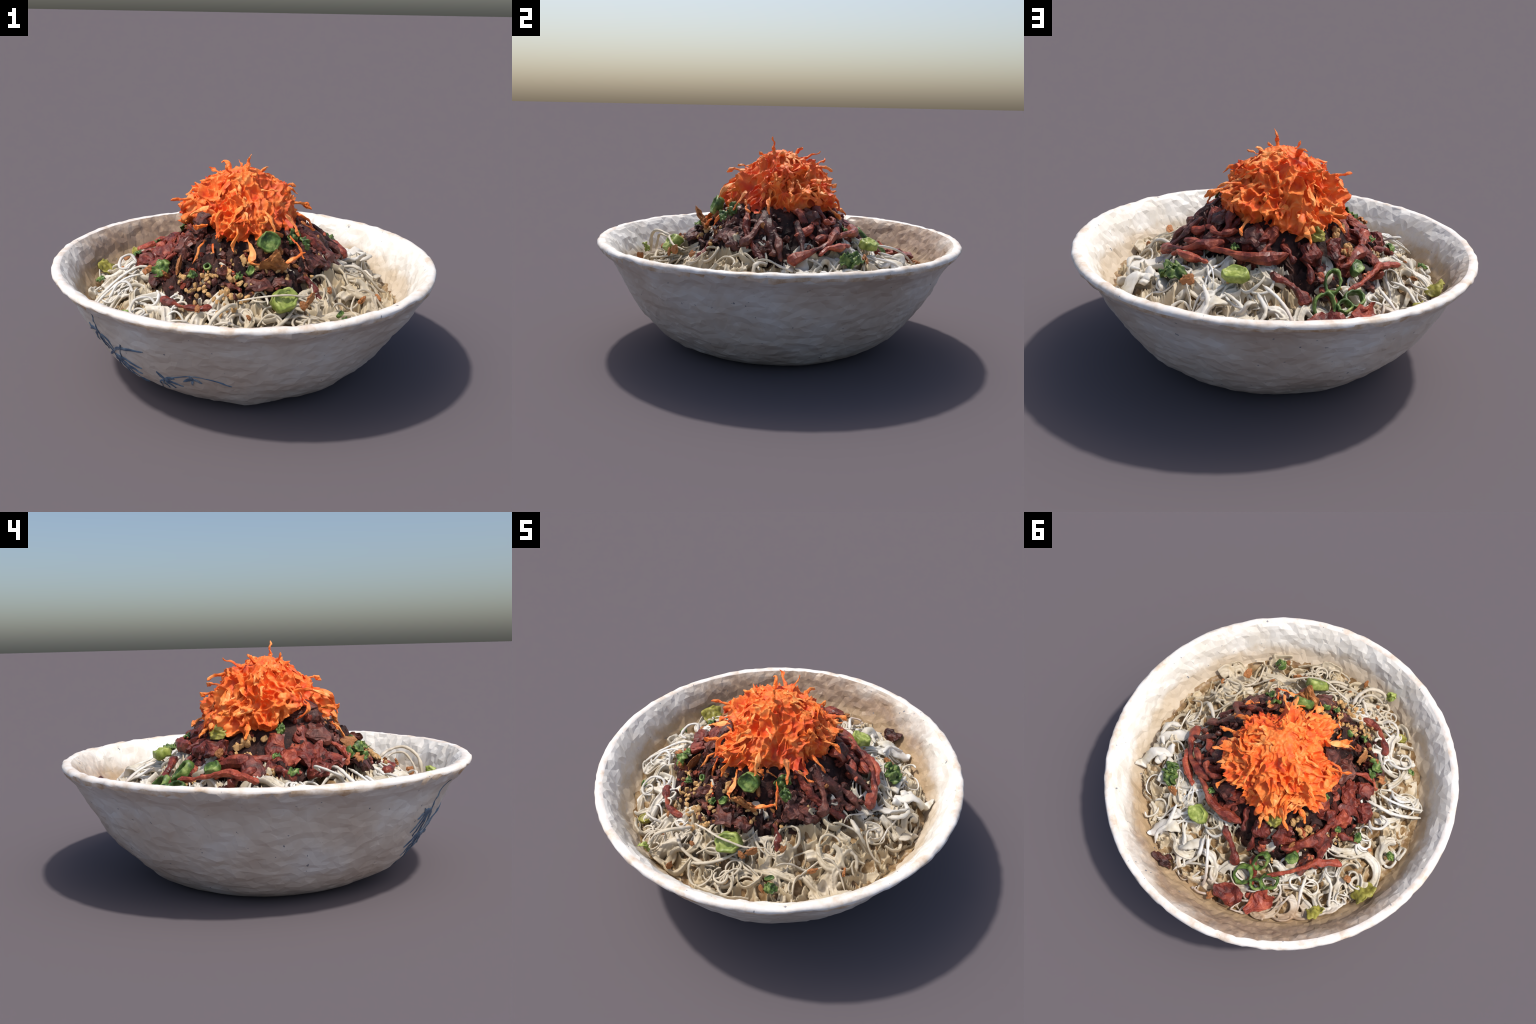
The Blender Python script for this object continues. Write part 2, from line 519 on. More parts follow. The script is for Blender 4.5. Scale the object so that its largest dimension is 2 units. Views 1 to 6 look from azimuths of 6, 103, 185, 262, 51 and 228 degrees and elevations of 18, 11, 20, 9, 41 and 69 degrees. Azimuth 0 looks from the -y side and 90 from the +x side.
def brush(name, pts, width, shape="leaf", n=28, m=5):
    C = spline([(a, z) for a, z in pts], n)
    r = outer_radius(C[:, 1])
    arc = np.stack([np.radians(C[:, 0]) * r, C[:, 1] * 1.2], 1)
    T = np.gradient(arc, axis=0)
    T /= np.linalg.norm(T, axis=1)[:, None] + 1e-9
    side = np.stack([-T[:, 1], T[:, 0]], 1)
    t = np.linspace(0, 1, n)
    if shape == "leaf":
        w = width * np.sin(np.pi * t ** 0.75) ** 0.8 + 0.0008
    else:
        w = width * (1 - 0.45 * t) * (0.85 + 0.3 * np.abs(np.sin(5 * np.pi * t)))
    w = w * (1 + 0.25 * perlin(np.stack([t * 9, t * 0 + len(pts), t * 0 + width * 900], 1), 3))
    V = []
    for top in (1, 0):
        for k in np.linspace(-1, 1, m):
            q = arc + side * (w * k)[:, None]
            z = q[:, 1] / 1.2
            az = np.degrees(q[:, 0] / r)
            V.append(on_wall(az, z, np.full(n, 0.0034 if top else -0.004)))
    V = np.array(V)
    F = []
    ix = lambda top, k, i: ((0 if top else m) + k) * n + i
    for i in range(n - 1):
        for k in range(m - 1):
            F.append((ix(1, k, i), ix(1, k, i + 1), ix(1, k + 1, i + 1), ix(1, k + 1, i)))
        F.append((ix(0, 0, i), ix(0, 0, i + 1), ix(1, 0, i + 1), ix(1, 0, i)))
        F.append((ix(1, m - 1, i), ix(1, m - 1, i + 1), ix(0, m - 1, i + 1), ix(0, m - 1, i)))
    add(name, mesh_from(name, V.reshape(-1, 3), F, M["cobalt"]), bowl)

brush("bamboo_stem", [(-131, 0.515), (-133, 0.47), (-134, 0.42), (-134, 0.385)], 0.006, "stem")
brush("bamboo_stem", [(-134, 0.385), (-134, 0.33), (-133, 0.27), (-133, 0.21), (-131, 0.15), (-127, 0.09)], 0.006, "stem")
brush("bamboo_stem", [(-124, 0.365), (-127, 0.30), (-129, 0.23), (-129, 0.16), (-126, 0.10)], 0.004, "stem")
for leaf in ([(-134, 0.40), (-138, 0.385), (-141, 0.365)], [(-134, 0.395), (-138, 0.35), (-140.5, 0.295)],
             [(-134, 0.39), (-136, 0.33), (-136.5, 0.265)], [(-133, 0.38), (-131, 0.34), (-131, 0.29)],
             [(-132.5, 0.275), (-135.5, 0.25), (-139, 0.222)], [(-132.5, 0.27), (-134, 0.22), (-136, 0.17)],
             [(-132, 0.265), (-131, 0.21), (-131.5, 0.155)], [(-131.5, 0.27), (-127, 0.22), (-122, 0.19)],
             [(-132.5, 0.272), (-128, 0.32), (-122, 0.347), (-115, 0.362)], [(-132, 0.265), (-126, 0.26), (-120, 0.235)],
             [(-136, 0.40), (-138, 0.395), (-139, 0.41)]):
    brush("bamboo_leaf", leaf, 0.009)
for leaf in ([(-111.5, 0.205), (-113, 0.225), (-113.5, 0.245)], [(-111.5, 0.205), (-108.5, 0.192), (-105, 0.172)],
             [(-111.5, 0.2), (-110.5, 0.175), (-109, 0.145)], [(-112, 0.2), (-114.5, 0.175), (-116, 0.14)],
             [(-111, 0.207), (-109, 0.22), (-107, 0.223)], [(-112, 0.2), (-113, 0.165), (-112.5, 0.13)],
             [(-100.3, 0.232), (-98.8, 0.222), (-97.3, 0.21)], [(-100.3, 0.232), (-100.7, 0.212), (-101, 0.19)],
             [(-100.3, 0.23), (-102.3, 0.223), (-104, 0.212)], [(-100.3, 0.23), (-101, 0.245), (-101.2, 0.255)]):
    brush("bamboo_leaf", leaf, 0.0085)
brush("bamboo_twig", [(-108, 0.232), (-105, 0.238), (-102, 0.25), (-99, 0.252), (-94, 0.249), (-90, 0.236), (-87, 0.218)], 0.0025, "stem")
brush("bamboo_twig", [(-118, 0.10), (-115, 0.15), (-112, 0.19)], 0.003, "stem")

# ------------------------------------------------------------------ the heap (surface that everything lies on)
HEAP_R = [0.0, 0.24, 0.30, 0.36, 0.45, 0.55, 0.65, 0.75, 0.82, 0.90]
HEAP = {   # azimuth: heights at HEAP_R
    -180: [0.80, 0.79, 0.74, 0.650, 0.585, 0.545, 0.50, 0.435, 0.40, 0.38],
    -150: [0.80, 0.79, 0.77, 0.670, 0.600, 0.555, 0.505, 0.455, 0.42, 0.39],
    -130: [0.80, 0.79, 0.76, 0.675, 0.605, 0.560, 0.495, 0.445, 0.40, 0.38],
    -95: [0.80, 0.79, 0.76, 0.690, 0.625, 0.550, 0.470, 0.410, 0.385, 0.37],
    -65: [0.80, 0.79, 0.75, 0.680, 0.610, 0.540, 0.480, 0.445, 0.405, 0.38],
    -42: [0.80, 0.79, 0.74, 0.670, 0.590, 0.515, 0.445, 0.410, 0.375, 0.36],
    -17: [0.80, 0.79, 0.76, 0.690, 0.615, 0.555, 0.480, 0.420, 0.380, 0.36],
    8: [0.80, 0.79, 0.76, 0.685, 0.595, 0.525, 0.455, 0.395, 0.370, 0.36],
    45: [0.80, 0.79, 0.75, 0.675, 0.610, 0.560, 0.520, 0.470, 0.415, 0.39],
    90: [0.80, 0.78, 0.71, 0.625, 0.545, 0.510, 0.470, 0.440, 0.410, 0.39],
    115: [0.80, 0.78, 0.70, 0.605, 0.535, 0.475, 0.440, 0.435, 0.415, 0.39],
    145: [0.80, 0.78, 0.70, 0.620, 0.545, 0.480, 0.425, 0.425, 0.405, 0.385],
}
MEAT_AZ = [-180, -161, -149, -137, -120, -98, -73, -47, -20, 0, 20, 41, 61, 85, 103, 125, 137, 150, 166, 180]
MEAT_R = [0.53, 0.52, 0.54, 0.54, 0.58, 0.58, 0.52, 0.47, 0.47, 0.48, 0.52, 0.48, 0.44, 0.43, 0.45, 0.50, 0.54, 0.56, 0.57, 0.53]

def heap(x, y):
    x, y = np.asarray(x, float), np.asarray(y, float)
    r, az = np.hypot(x, y), np.degrees(np.arctan2(y, x))
    keys = sorted(HEAP)
    keys = keys + [keys[0] + 360]
    h = np.array([np.interp(r, HEAP_R, HEAP[k if k < 180 else k - 360]) for k in keys])
    i = np.clip(np.searchsorted(keys, az, side="right") - 1, 0, len(keys) - 2)
    ka = np.array(keys)
    t = (az - ka[i]) / (ka[i + 1] - ka[i])
    t = t * t * (3 - 2 * t)
    a = np.take_along_axis(h, i[None], 0)[0]
    b = np.take_along_axis(h, i[None] + 1, 0)[0]
    return a * (1 - t) + b * t

def meat_edge(az):
    return np.interp((np.asarray(az) + 180) % 360 - 180, MEAT_AZ, MEAT_R)

def inner_floor(r):
    wall = np.array(INNER)[::-1]
    return np.interp(r, wall[:, 0], wall[:, 1])

def noodle_top(x, y):
    """noodles: the heap, broken into clumps with sunken gaps between them"""
    x, y = np.asarray(x, float), np.asarray(y, float)
    P = np.stack([x, y, 0 * x], -1)
    r = np.hypot(x, y)
    clump = 0.050 * perlin(P * 5.5, 51) + 0.022 * perlin(P * 12, 52)
    return np.maximum(heap(x, y) - 0.004 + clump * np.clip((0.86 - r) / 0.12, 0.15, 1), inner_floor(r + 0.02) + 0.012)

# ------------------------------------------------------------------ noodles
def curl_path(x, y, heading, curv, length, lift, wob, seed, flow=0.0):
    g = np.random.default_rng(seed)
    n = max(10, int(length / 0.011))
    ds = length / n
    P, c = [], curv
    ph, fr = g.uniform(0, TAU), g.uniform(8, 18)
    for i in range(n):
        r = math.hypot(x, y)
        P.append((x, y, float(noodle_top(np.array(x), np.array(y))) + lift + wob * math.sin(ph + fr * i * ds * 2)))
        heading += c * ds
        c += g.normal(0, 2.6)
        c = float(np.clip(c, -34, 34))
        nx, ny = x + math.cos(heading) * ds, y + math.sin(heading) * ds
        if math.hypot(nx, ny) > 0.81 or math.hypot(nx, ny) < 0.40:
            heading += 0.35 if c > 0 else -0.35
            k = 0.805 / max(math.hypot(nx, ny), 0.805)
            nx, ny = nx * k, ny * k
        x, y = nx, ny
    P = np.array(P)
    P[:, 2] = np.maximum(P[:, 2], inner_floor(np.hypot(P[:, 0], P[:, 1]) + 0.02) + 0.016)
    P[1:-1] = P[1:-1] * 0.5 + (P[:-2] + P[2:]) * 0.25
    return P

def start_in_ring(g, lo_pad=0.0, hi=0.80):
    az = g.uniform(-180, 180)
    lo = meat_edge(az) + lo_pad
    r = math.sqrt(g.uniform(lo ** 2, hi ** 2))
    return r * math.cos(math.radians(az)), r * math.sin(math.radians(az)), az

def build_tangle():
    g = np.random.default_rng(21)
    # solid bed with webbed hollows
    nr, na = 60, 260
    rr = np.linspace(0.30, 0.822, nr)
    aa = np.arange(na) / na * TAU
    R, A = np.meshgrid(rr, aa, indexing="ij")
    X, Y = R * np.cos(A), R * np.sin(A)
    P = np.stack([X, Y, 0 * X], -1)
    web = np.abs(perlin(P * 13, 61)) + 0.6 * np.abs(perlin(P * 27 + 3, 62))
    Z = noodle_top(X, Y) - 0.030 - 0.075 * np.clip(web, 0, 0.7) * np.clip((0.84 - R) / 0.05, 0.2, 1)
    wall = np.array(INNER)[::-1]
    Z = np.maximum(Z, np.interp(R, wall[:, 0], wall[:, 1]) - 0.012)
    top = np.stack([X, Y, Z], -1).reshape(-1, 3)
    bot = np.stack([X * 0.93, Y * 0.93, np.minimum(Z - 0.02, np.interp(R * 0.93, wall[:, 0], wall[:, 1]) + 0.03)], -1).reshape(-1, 3)
    V = np.vstack([top, bot])
    o = nr * na
    F = []
    for i in range(nr - 1):
        for j in range(na):
            k = (j + 1) % na
            F.append((i * na + j, (i + 1) * na + j, (i + 1) * na + k, i * na + k))
            F.append((o + i * na + k, o + (i + 1) * na + k, o + (i + 1) * na + j, o + i * na + j))
    for j in range(na):
        k = (j + 1) % na
        F.append((k, j, o + j, o + k))
        e = (nr - 1) * na
        F.append((e + j, e + k, o + e + k, o + e + j))
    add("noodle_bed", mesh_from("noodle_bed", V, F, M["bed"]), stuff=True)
    # stuck strands: a web of ridges that rises out of the shade-browned bed
    nr, na = 150, 640
    rr = np.linspace(0.40, 0.815, nr)
    aa = np.arange(na) / na * TAU
    R, A = np.meshgrid(rr, aa, indexing="ij")
    X, Y = R * np.cos(A), R * np.sin(A)
    P = np.stack([X, Y, 0 * X], -1).reshape(-1, 3)
    cr, ct = np.sqrt(g.uniform(0.38 ** 2, 0.85 ** 2, 420)), g.uniform(0, TAU, 420)
    C = np.stack([cr * np.cos(ct), cr * np.sin(ct), 0 * cr], 1)
    warp = 0.022 * np.stack([fbm(P * 11 + k * 7, 2, 421 + k) for k in range(3)], 1) * [1, 1, 0]
    d1, d2, d3 = cells(P + warp, C)
    vary = 0.80 + 0.8 * perlin(P * 8, 425) + 0.35 * np.exp(-(((np.degrees(np.arctan2(P[:, 1], P[:, 0])) - 55) / 40) ** 2))
    rise = 0.062 * np.exp(-((d2 - d1) / 0.011) ** 1.4) * vary + 0.022 * np.exp(-(d3 - d1) / 0.012) * vary
    Z = noodle_top(X, Y) - 0.074 + rise.reshape(nr, na) + 0.006 * perlin(P * 40, 426).reshape(nr, na)
    Z = np.where(R > 0.80, Z - 0.03, Z)
    W = np.stack([X, Y, Z], -1).reshape(-1, 3)
    WF = [(i * na + j, (i + 1) * na + j, (i + 1) * na + (j + 1) % na, i * na + (j + 1) % na) for i in range(nr - 1) for j in range(na)]
    add("noodle_web", mesh_from("noodle_web", W, WF, M["web"]), stuff=True)
    parts = []
    for i in range(125):                          # matted bundles of strands
        x, y, az = start_in_ring(g, -0.05)
        ln = g.uniform(0.12, 0.36)
        head = math.radians(az) + g.choice([0, math.pi]) + g.normal(0, 0.8)
        p = curl_path(x, y, head, g.choice([-1, 1]) * g.uniform(1, 18), ln, g.uniform(-0.02, 0.006), g.uniform(0.004, 0.014), 1000 + i)
        T = np.gradient(p, axis=0)
        side = np.stack([-T[:, 1], T[:, 0], 0 * T[:, 0]], 1)
        side /= np.linalg.norm(side, axis=1)[:, None] + 1e-9
        k = g.integers(1, 6)
        for q in range(k):
            off = (q - (k - 1) / 2) * g.uniform(0.008, 0.013) + 0.008 * perlin(p * 16 + q * 5, 55)
            drop = g.uniform(0.004, 0.018)
            q3 = p + side * np.reshape(off, (-1, 1)) - [0, 0, drop]
            q3[:, 2] = np.maximum(q3[:, 2], inner_floor(np.hypot(q3[:, 0], q3[:, 1]) + 0.02) + 0.018)
            parts.append(tube(q3, g.uniform(0.0036, 0.0065), g.uniform(0.006, 0.022), sides=6))
    V, F = join(parts)
    o = add("noodle_tangle", mesh_from("noodle_tangle", V, F, M["tangle"]), stuff=True)
    md = o.modifiers.new("fuse", "REMESH")
    md.mode, md.voxel_size, md.use_smooth_shade = "VOXEL", 0.0046, True
    sm = o.modifiers.new("soften", "SMOOTH")
    sm.factor, sm.iterations = 0.5, 2
    apply_modifiers(o)
    if not o.data.materials:
        o.data.materials.append(M["tangle"])
    return o

build_tangle()

def noodle(path, w, h, up=None):
    path = np.asarray(path)
    n = len(path)
    t = np.linspace(0, 1, n)
    taper = np.clip(np.minimum(t, 1 - t) * 14, 0.45, 1)
    wob = 1 + 0.45 * perlin(path * 45, 71)
    V, F = tube(path, w * taper * wob, h * taper * wob, up, 7)
    add("noodle", mesh_from("noodle", V, F, M["noodle"]))

g = np.random.default_rng(33)
for i in range(105):
    x, y, az = start_in_ring(g, 0.01, 0.79)
    west = math.cos(math.radians(az + 140)) > 0.2            # tight curls on the west side
    curv = g.choice([-1, 1]) * (g.uniform(18, 34) if west else g.uniform(3, 20))
    ln = g.uniform(0.14, 0.34)
    head = g.uniform(0, TAU) if west else math.radians(az) + g.choice([0, math.pi]) + g.normal(0, 0.9)
    p = curl_path(x, y, head, curv, ln, g.uniform(-0.002, 0.008), g.uniform(0.004, 0.014), 3000 + i)
    noodle(p, g.uniform(0.004, 0.0075), g.uniform(0.004, 0.008))

# the loops and arches that stand free of the tangle
ARCHES = [
    ([(0.02, -0.60, 0.53), (0.03, -0.655, 0.565), (0.005, -0.73, 0.582), (-0.05, -0.785, 0.535), (-0.075, -0.80, 0.44)], 0.011),
    ([(0.0, -0.63, 0.53), (0.01, -0.67, 0.55), (-0.02, -0.72, 0.555), (-0.06, -0.75, 0.51), (-0.08, -0.77, 0.45)], 0.008),
    ([(0.40, -0.42, 0.555), (0.34, -0.50, 0.565), (0.28, -0.545, 0.585), (0.21, -0.575, 0.59), (0.12, -0.58, 0.575), (0.04, -0.59, 0.56)], 0.006),
    ([(-0.16, -0.66, 0.453), (-0.2, -0.7, 0.492), (-0.26, -0.7, 0.483), (-0.3, -0.66, 0.436)], 0.008),
    ([(-0.36, -0.52, 0.487), (-0.4, -0.5, 0.517), (-0.46, -0.53, 0.513), (-0.47, -0.59, 0.479), (-0.42, -0.62, 0.468), (-0.37, -0.58, 0.471)], 0.008),
    ([(-0.5, -0.4, 0.482), (-0.54, -0.36, 0.533), (-0.59, -0.37, 0.528), (-0.62, -0.43, 0.47)], 0.008),
    ([(-0.55, -0.15, 0.57), (-0.59, -0.12, 0.60), (-0.63, -0.16, 0.59), (-0.62, -0.22, 0.56), (-0.57, -0.22, 0.56)], 0.009),
    ([(-0.45, -0.22, 0.571), (-0.52, -0.24, 0.576), (-0.6, -0.28, 0.532), (-0.67, -0.35, 0.47), (-0.72, -0.42, 0.412)], 0.010),
    ([(-0.47, -0.3, 0.564), (-0.56, -0.33, 0.544), (-0.65, -0.4, 0.479), (-0.7, -0.46, 0.418)], 0.008),
    ([(0.52, 0.05, 0.535), (0.58, 0.02, 0.55), (0.63, 0.01, 0.524), (0.66, 0.03, 0.455)], 0.012),
    ([(0.54, -0.06, 0.5), (0.62, -0.09, 0.499), (0.68, -0.07, 0.472), (0.72, -0.1, 0.417)], 0.010),
    ([(0.5, -0.17, 0.508), (0.57, -0.22, 0.505), (0.62, -0.2, 0.471), (0.68, -0.24, 0.423)], 0.009),
    ([(0.62, 0.22, 0.517), (0.67, 0.26, 0.531), (0.66, 0.33, 0.517), (0.6, 0.37, 0.522)], 0.014),
    ([(0.02, 0.56, 0.531), (-0.03, 0.66, 0.493), (-0.01, 0.72, 0.456), (0.02, 0.76, 0.401)], 0.010),
    ([(0.0, 0.55, 0.565), (-0.08, 0.63, 0.54), (-0.14, 0.70, 0.49), (-0.16, 0.75, 0.43)], 0.009),
    ([(0.16, 0.6, 0.537), (0.08, 0.66, 0.508), (0.04, 0.73, 0.451), (0.06, 0.78, 0.402)], 0.010),
    ([(0.26, 0.56, 0.547), (0.22, 0.66, 0.512), (0.24, 0.73, 0.461), (0.22, 0.78, 0.404)], 0.011),
    ([(-0.52, 0.3, 0.485), (-0.56, 0.38, 0.468), (-0.6, 0.44, 0.434), (-0.62, 0.5, 0.381)], 0.009),
    ([(-0.58, 0.22, 0.493), (-0.65, 0.24, 0.473), (-0.7, 0.3, 0.424), (-0.73, 0.32, 0.387)], 0.009),
    ([(-0.06, -0.65, 0.459), (0, -0.68, 0.486), (0.07, -0.7, 0.474), (0.16, -0.68, 0.451), (0.26, -0.64, 0.457)], 0.010),
    ([(0.3, -0.5, 0.509), (0.26, -0.6, 0.48), (0.2, -0.68, 0.461), (0.1, -0.73, 0.426)], 0.009),
]
for pts, w in ARCHES:
    p = spline(pts, 34)
    noodle(p, w, w * 0.7)

# pale folded sheets of stuck noodles on the +x +y side
for i in range(9):
    az = math.radians(g.uniform(15, 100))
    r = g.uniform(0.57, 0.76)
    c = np.array([r * math.cos(az), r * math.sin(az)])
    d = np.array([math.cos(az + g.normal(0, 0.8)), math.sin(az + g.normal(0, 0.8))])
    s = np.linspace(-1, 1, 16)
    L = g.uniform(0.05, 0.1)
    bend = g.normal(0, 0.03)
    xy = c + np.outer(s * L, d) + np.outer((1 - s ** 2) * bend, [-d[1], d[0]])
    z = noodle_top(xy[:, 0], xy[:, 1]) + 0.012 + 0.012 * np.cos(s * g.uniform(2, 4) + g.uniform(0, 6))
    ww = g.uniform(0.022, 0.042) * np.sqrt(np.maximum(1 - s ** 4, 0.15))
    V, F = tube(np.column_stack([xy, z]), ww, g.uniform(0.008, 0.014), sides=10, twist=g.normal(0, 0.8))
    V[:, 2] = np.maximum(V[:, 2], inner_floor(np.hypot(V[:, 0], V[:, 1]) + 0.01) + 0.012)
    V = V + np.stack([0.014 * perlin(V * 20 + k * 9, 81 + k) + 0.006 * perlin(V * 50 + k * 9, 84 + k) for k in range(3)], 1)
    add("noodle_fold", mesh_from("noodle_fold", V, F, M["noodle"]))

# ------------------------------------------------------------------ meat
def build_mound():
    g = np.random.default_rng(44)
    nr, na = 110, 420
    aa = np.arange(na) / na * TAU
    edge = meat_edge(np.degrees(aa))
    t = np.linspace(0.05, 1.0, nr)
    R = t[:, None] * edge[None, :]
    X, Y = R * np.cos(aa), R * np.sin(aa)
    def crumbs(count, tall, tilt):
        """angular pieces: every cell has a height and a tilt of its own"""
        C = g.uniform(-0.66, 0.66, (count, 2))
        best, own = np.full(X.shape, 9.0), np.zeros(X.shape, int)
        for k, (cx, cy) in enumerate(C):
            d = (X - cx) ** 2 + (Y - cy) ** 2
            own = np.where(d < best, k, own)
            best = np.minimum(best, d)
        h, tx, ty = g.normal(0, tall, count), g.normal(0, tilt, count), g.normal(0, tilt, count)
        return h[own] + tx[own] * (X - C[own, 0]) + ty[own] * (Y - C[own, 1])
    Z = np.minimum(heap(X, Y), 0.80) - 0.010 + (crumbs(220, 0.010, 0.45) + crumbs(900, 0.0035, 0.35)) * np.clip((R - 0.34) / 0.06, 0, 1)
    Z = Z + 0.006 * perlin(np.stack([X, Y, Z], -1) * 40, 91)
    Z = Z - 0.06 * np.clip((t[:, None] - 0.9) / 0.1, 0, 1) ** 1.5
    P = np.stack([X, Y, Z], -1)
    F = [(i * na + j, (i + 1) * na + j, (i + 1) * na + (j + 1) % na, i * na + (j + 1) % na) for i in range(nr - 1) for j in range(na)]
    V = np.vstack([P.reshape(-1, 3), [[0, 0, 0.8]]])
    F += [(len(V) - 1, j, (j + 1) % na) for j in range(na)]
    return add("minced_meat", mesh_from("minced_meat", V, F, M["mince"], False), stuff=True)

build_mound()

def scatter_mince(mat, count, lo, hi, smin, smax, seed):
    g = np.random.default_rng(seed)
    parts = []
    for i in range(count):
        az = g.uniform(lo, hi)
        r = math.sqrt(g.uniform(0.28 ** 2, (meat_edge(az) - 0.005) ** 2))
        x, y = r * math.cos(math.radians(az)), r * math.sin(math.radians(az))
        V, F = blob(2, (1, 0.8, 0.6), 500 + i % 40, 0.75, 1.5, 0.8)
        R = np.array(Euler(g.uniform(0, TAU, 3)).to_matrix())
        parts.append((V @ R.T * g.uniform(smin, smax) + [x, y, float(heap(x, y)) + g.uniform(-0.008, 0.008)], F))
    V, F = join(parts)
    add("minced_meat", mesh_from("minced_meat", V, F, M[mat], False), stuff=True)

scatter_mince("darkmeat", 110, -135, 20, 0.014, 0.032, 71)
scatter_mince("meat", 40, -135, 0, 0.010, 0.02, 72)
scatter_mince("meat", 30, 100, 230, 0.014, 0.03, 73)
scatter_mince("shell", 24, -135, -40, 0.010, 0.02, 74)

def strip(pts, w, h, mat="meat", seed=0, end=1.0):
    P = spline(pts, 32)
    t = np.linspace(0, 1, 32)
    prof = (0.75 + 0.25 * np.sin(t * 9 + seed)) * np.clip(np.minimum(t, 1 - t) * 9 + 0.35, 0, 1)
    prof = prof * (1 + (end - 1) * np.clip((t - 0.7) / 0.3, 0, 1))
    V, F = tube(P, w * prof, h * prof, sides=9, twist=math.sin(seed) * 1.0)
    V = V + np.stack([0.5 * w * fbm(V * 10 + k * 11 + seed, 2, 101 + k) + 0.009 * ridged(V * 26 + k * 7, 105 + k) for k in range(3)], 1)
    add("meat_strip", mesh_from("meat_strip", V, F, M[mat], False))

STRIPS = [
    ([(0.20, 0.36, 0.68), (0.35, 0.34, 0.64), (0.45, 0.28, 0.61), (0.50, 0.21, 0.575), (0.53, 0.16, 0.55)], 0.026, 0.024, "meat", 1, 1.4),
    ([(0.40, 0.27, 0.645), (0.28, 0.35, 0.645), (0.16, 0.40, 0.645), (0.04, 0.42, 0.635), (-0.05, 0.40, 0.64), (-0.10, 0.39, 0.65)], 0.028, 0.026, "meat", 2, 1.35),
    ([(0.46, 0.30, 0.59), (0.36, 0.38, 0.605), (0.26, 0.43, 0.60)], 0.027, 0.022, "pale", 3, 1.0),
    ([(0.42, 0.17, 0.657), (0.34, 0.22, 0.694), (0.25, 0.25, 0.714)], 0.030, 0.022, "pale", 4, 0.9),
    ([(0.2, 0.31, 0.691), (0.1, 0.34, 0.689), (0, 0.36, 0.659)], 0.036, 0.014, "darkmeat", 5, 1.0),
    ([(-0.06, 0.31, 0.675), (-0.1, 0.365, 0.652), (-0.13, 0.41, 0.616)], 0.018, 0.018, "meat", 6, 1.0),
    ([(-0.02, 0.46, 0.575), (-0.1, 0.48, 0.556), (-0.17, 0.51, 0.526), (-0.2, 0.55, 0.482)], 0.024, 0.022, "meat", 7, 1.2),
    ([(-0.16, 0.34, 0.632), (-0.2, 0.4, 0.589), (-0.21, 0.45, 0.543)], 0.020, 0.020, "meat", 8, 1.0),
    ([(-0.38, 0.46, 0.53), (-0.45, 0.37, 0.555), (-0.51, 0.25, 0.57), (-0.57, 0.17, 0.56), (-0.62, 0.13, 0.54)], 0.023, 0.019, "pale", 9, 2.1),
    ([(-0.33, 0.31, 0.583), (-0.39, 0.24, 0.599), (-0.43, 0.12, 0.615), (-0.43, 0, 0.632)], 0.033, 0.026, "meat", 10, 1.0),
    ([(-0.31, -0.26, 0.672), (-0.4, -0.32, 0.612), (-0.46, -0.3, 0.58)], 0.020, 0.014, "pale", 11, 1.0),
    ([(-0.4, -0.06, 0.646), (-0.48, -0.12, 0.594), (-0.54, -0.13, 0.556)], 0.034, 0.020, "meat", 12, 1.2),
    ([(-0.08, -0.59, 0.515), (-0.19, -0.6, 0.515), (-0.28, -0.56, 0.52), (-0.34, -0.51, 0.515)], 0.020, 0.020, "meat", 13, 1.1),
    ([(0.36, -0.11, 0.706), (0.43, -0.06, 0.636), (0.48, 0, 0.571), (0.51, 0.03, 0.524)], 0.016, 0.022, "meat", 14, 1.2),
    ([(0.33, -0.3, 0.597), (0.38, -0.33, 0.546), (0.42, -0.37, 0.494)], 0.020, 0.020, "meat", 15, 1.2),
    ([(0.4, 0.05, 0.688), (0.47, 0.1, 0.618), (0.52, 0.12, 0.554)], 0.022, 0.022, "darkmeat", 16, 1.1),
    ([(0.34, 0.16, 0.725), (0.42, 0.2, 0.653), (0.49, 0.23, 0.584)], 0.022, 0.020, "darkmeat", 17, 1.0),
    ([(-0.25, 0.44, 0.527), (-0.31, 0.5, 0.496), (-0.33, 0.56, 0.444)], 0.024, 0.018, "meat", 18, 1.1),
    ([(-0.5, 0.04, 0.582), (-0.55, 0, 0.569), (-0.58, -0.04, 0.54)], 0.024, 0.020, "meat", 19, 1.1),
    ([(0.28, 0.3, 0.717), (0.22, 0.33, 0.711), (0.14, 0.3, 0.722)], 0.020, 0.018, "meat", 20, 1.0),
    ([(-0.24, 0.66, 0.423), (-0.29, 0.68, 0.433), (-0.36, 0.645, 0.425)], 0.040, 0.026, "meat", 21, 0.8),
    ([(-0.36, 0.6, 0.413), (-0.44, 0.6, 0.419), (-0.5, 0.56, 0.404)], 0.034, 0.022, "pale", 22, 1.0),
    ([(0.08, 0.74, 0.404), (0.11, 0.775, 0.409), (0.13, 0.8, 0.403)], 0.026, 0.014, "darkmeat", 23, 0.8),
    ([(-0.44, 0.12, 0.59), (-0.5, 0.17, 0.565), (-0.53, 0.24, 0.527)], 0.026, 0.020, "meat", 24, 1.0),
]
for s in STRIPS:
    strip(*s)

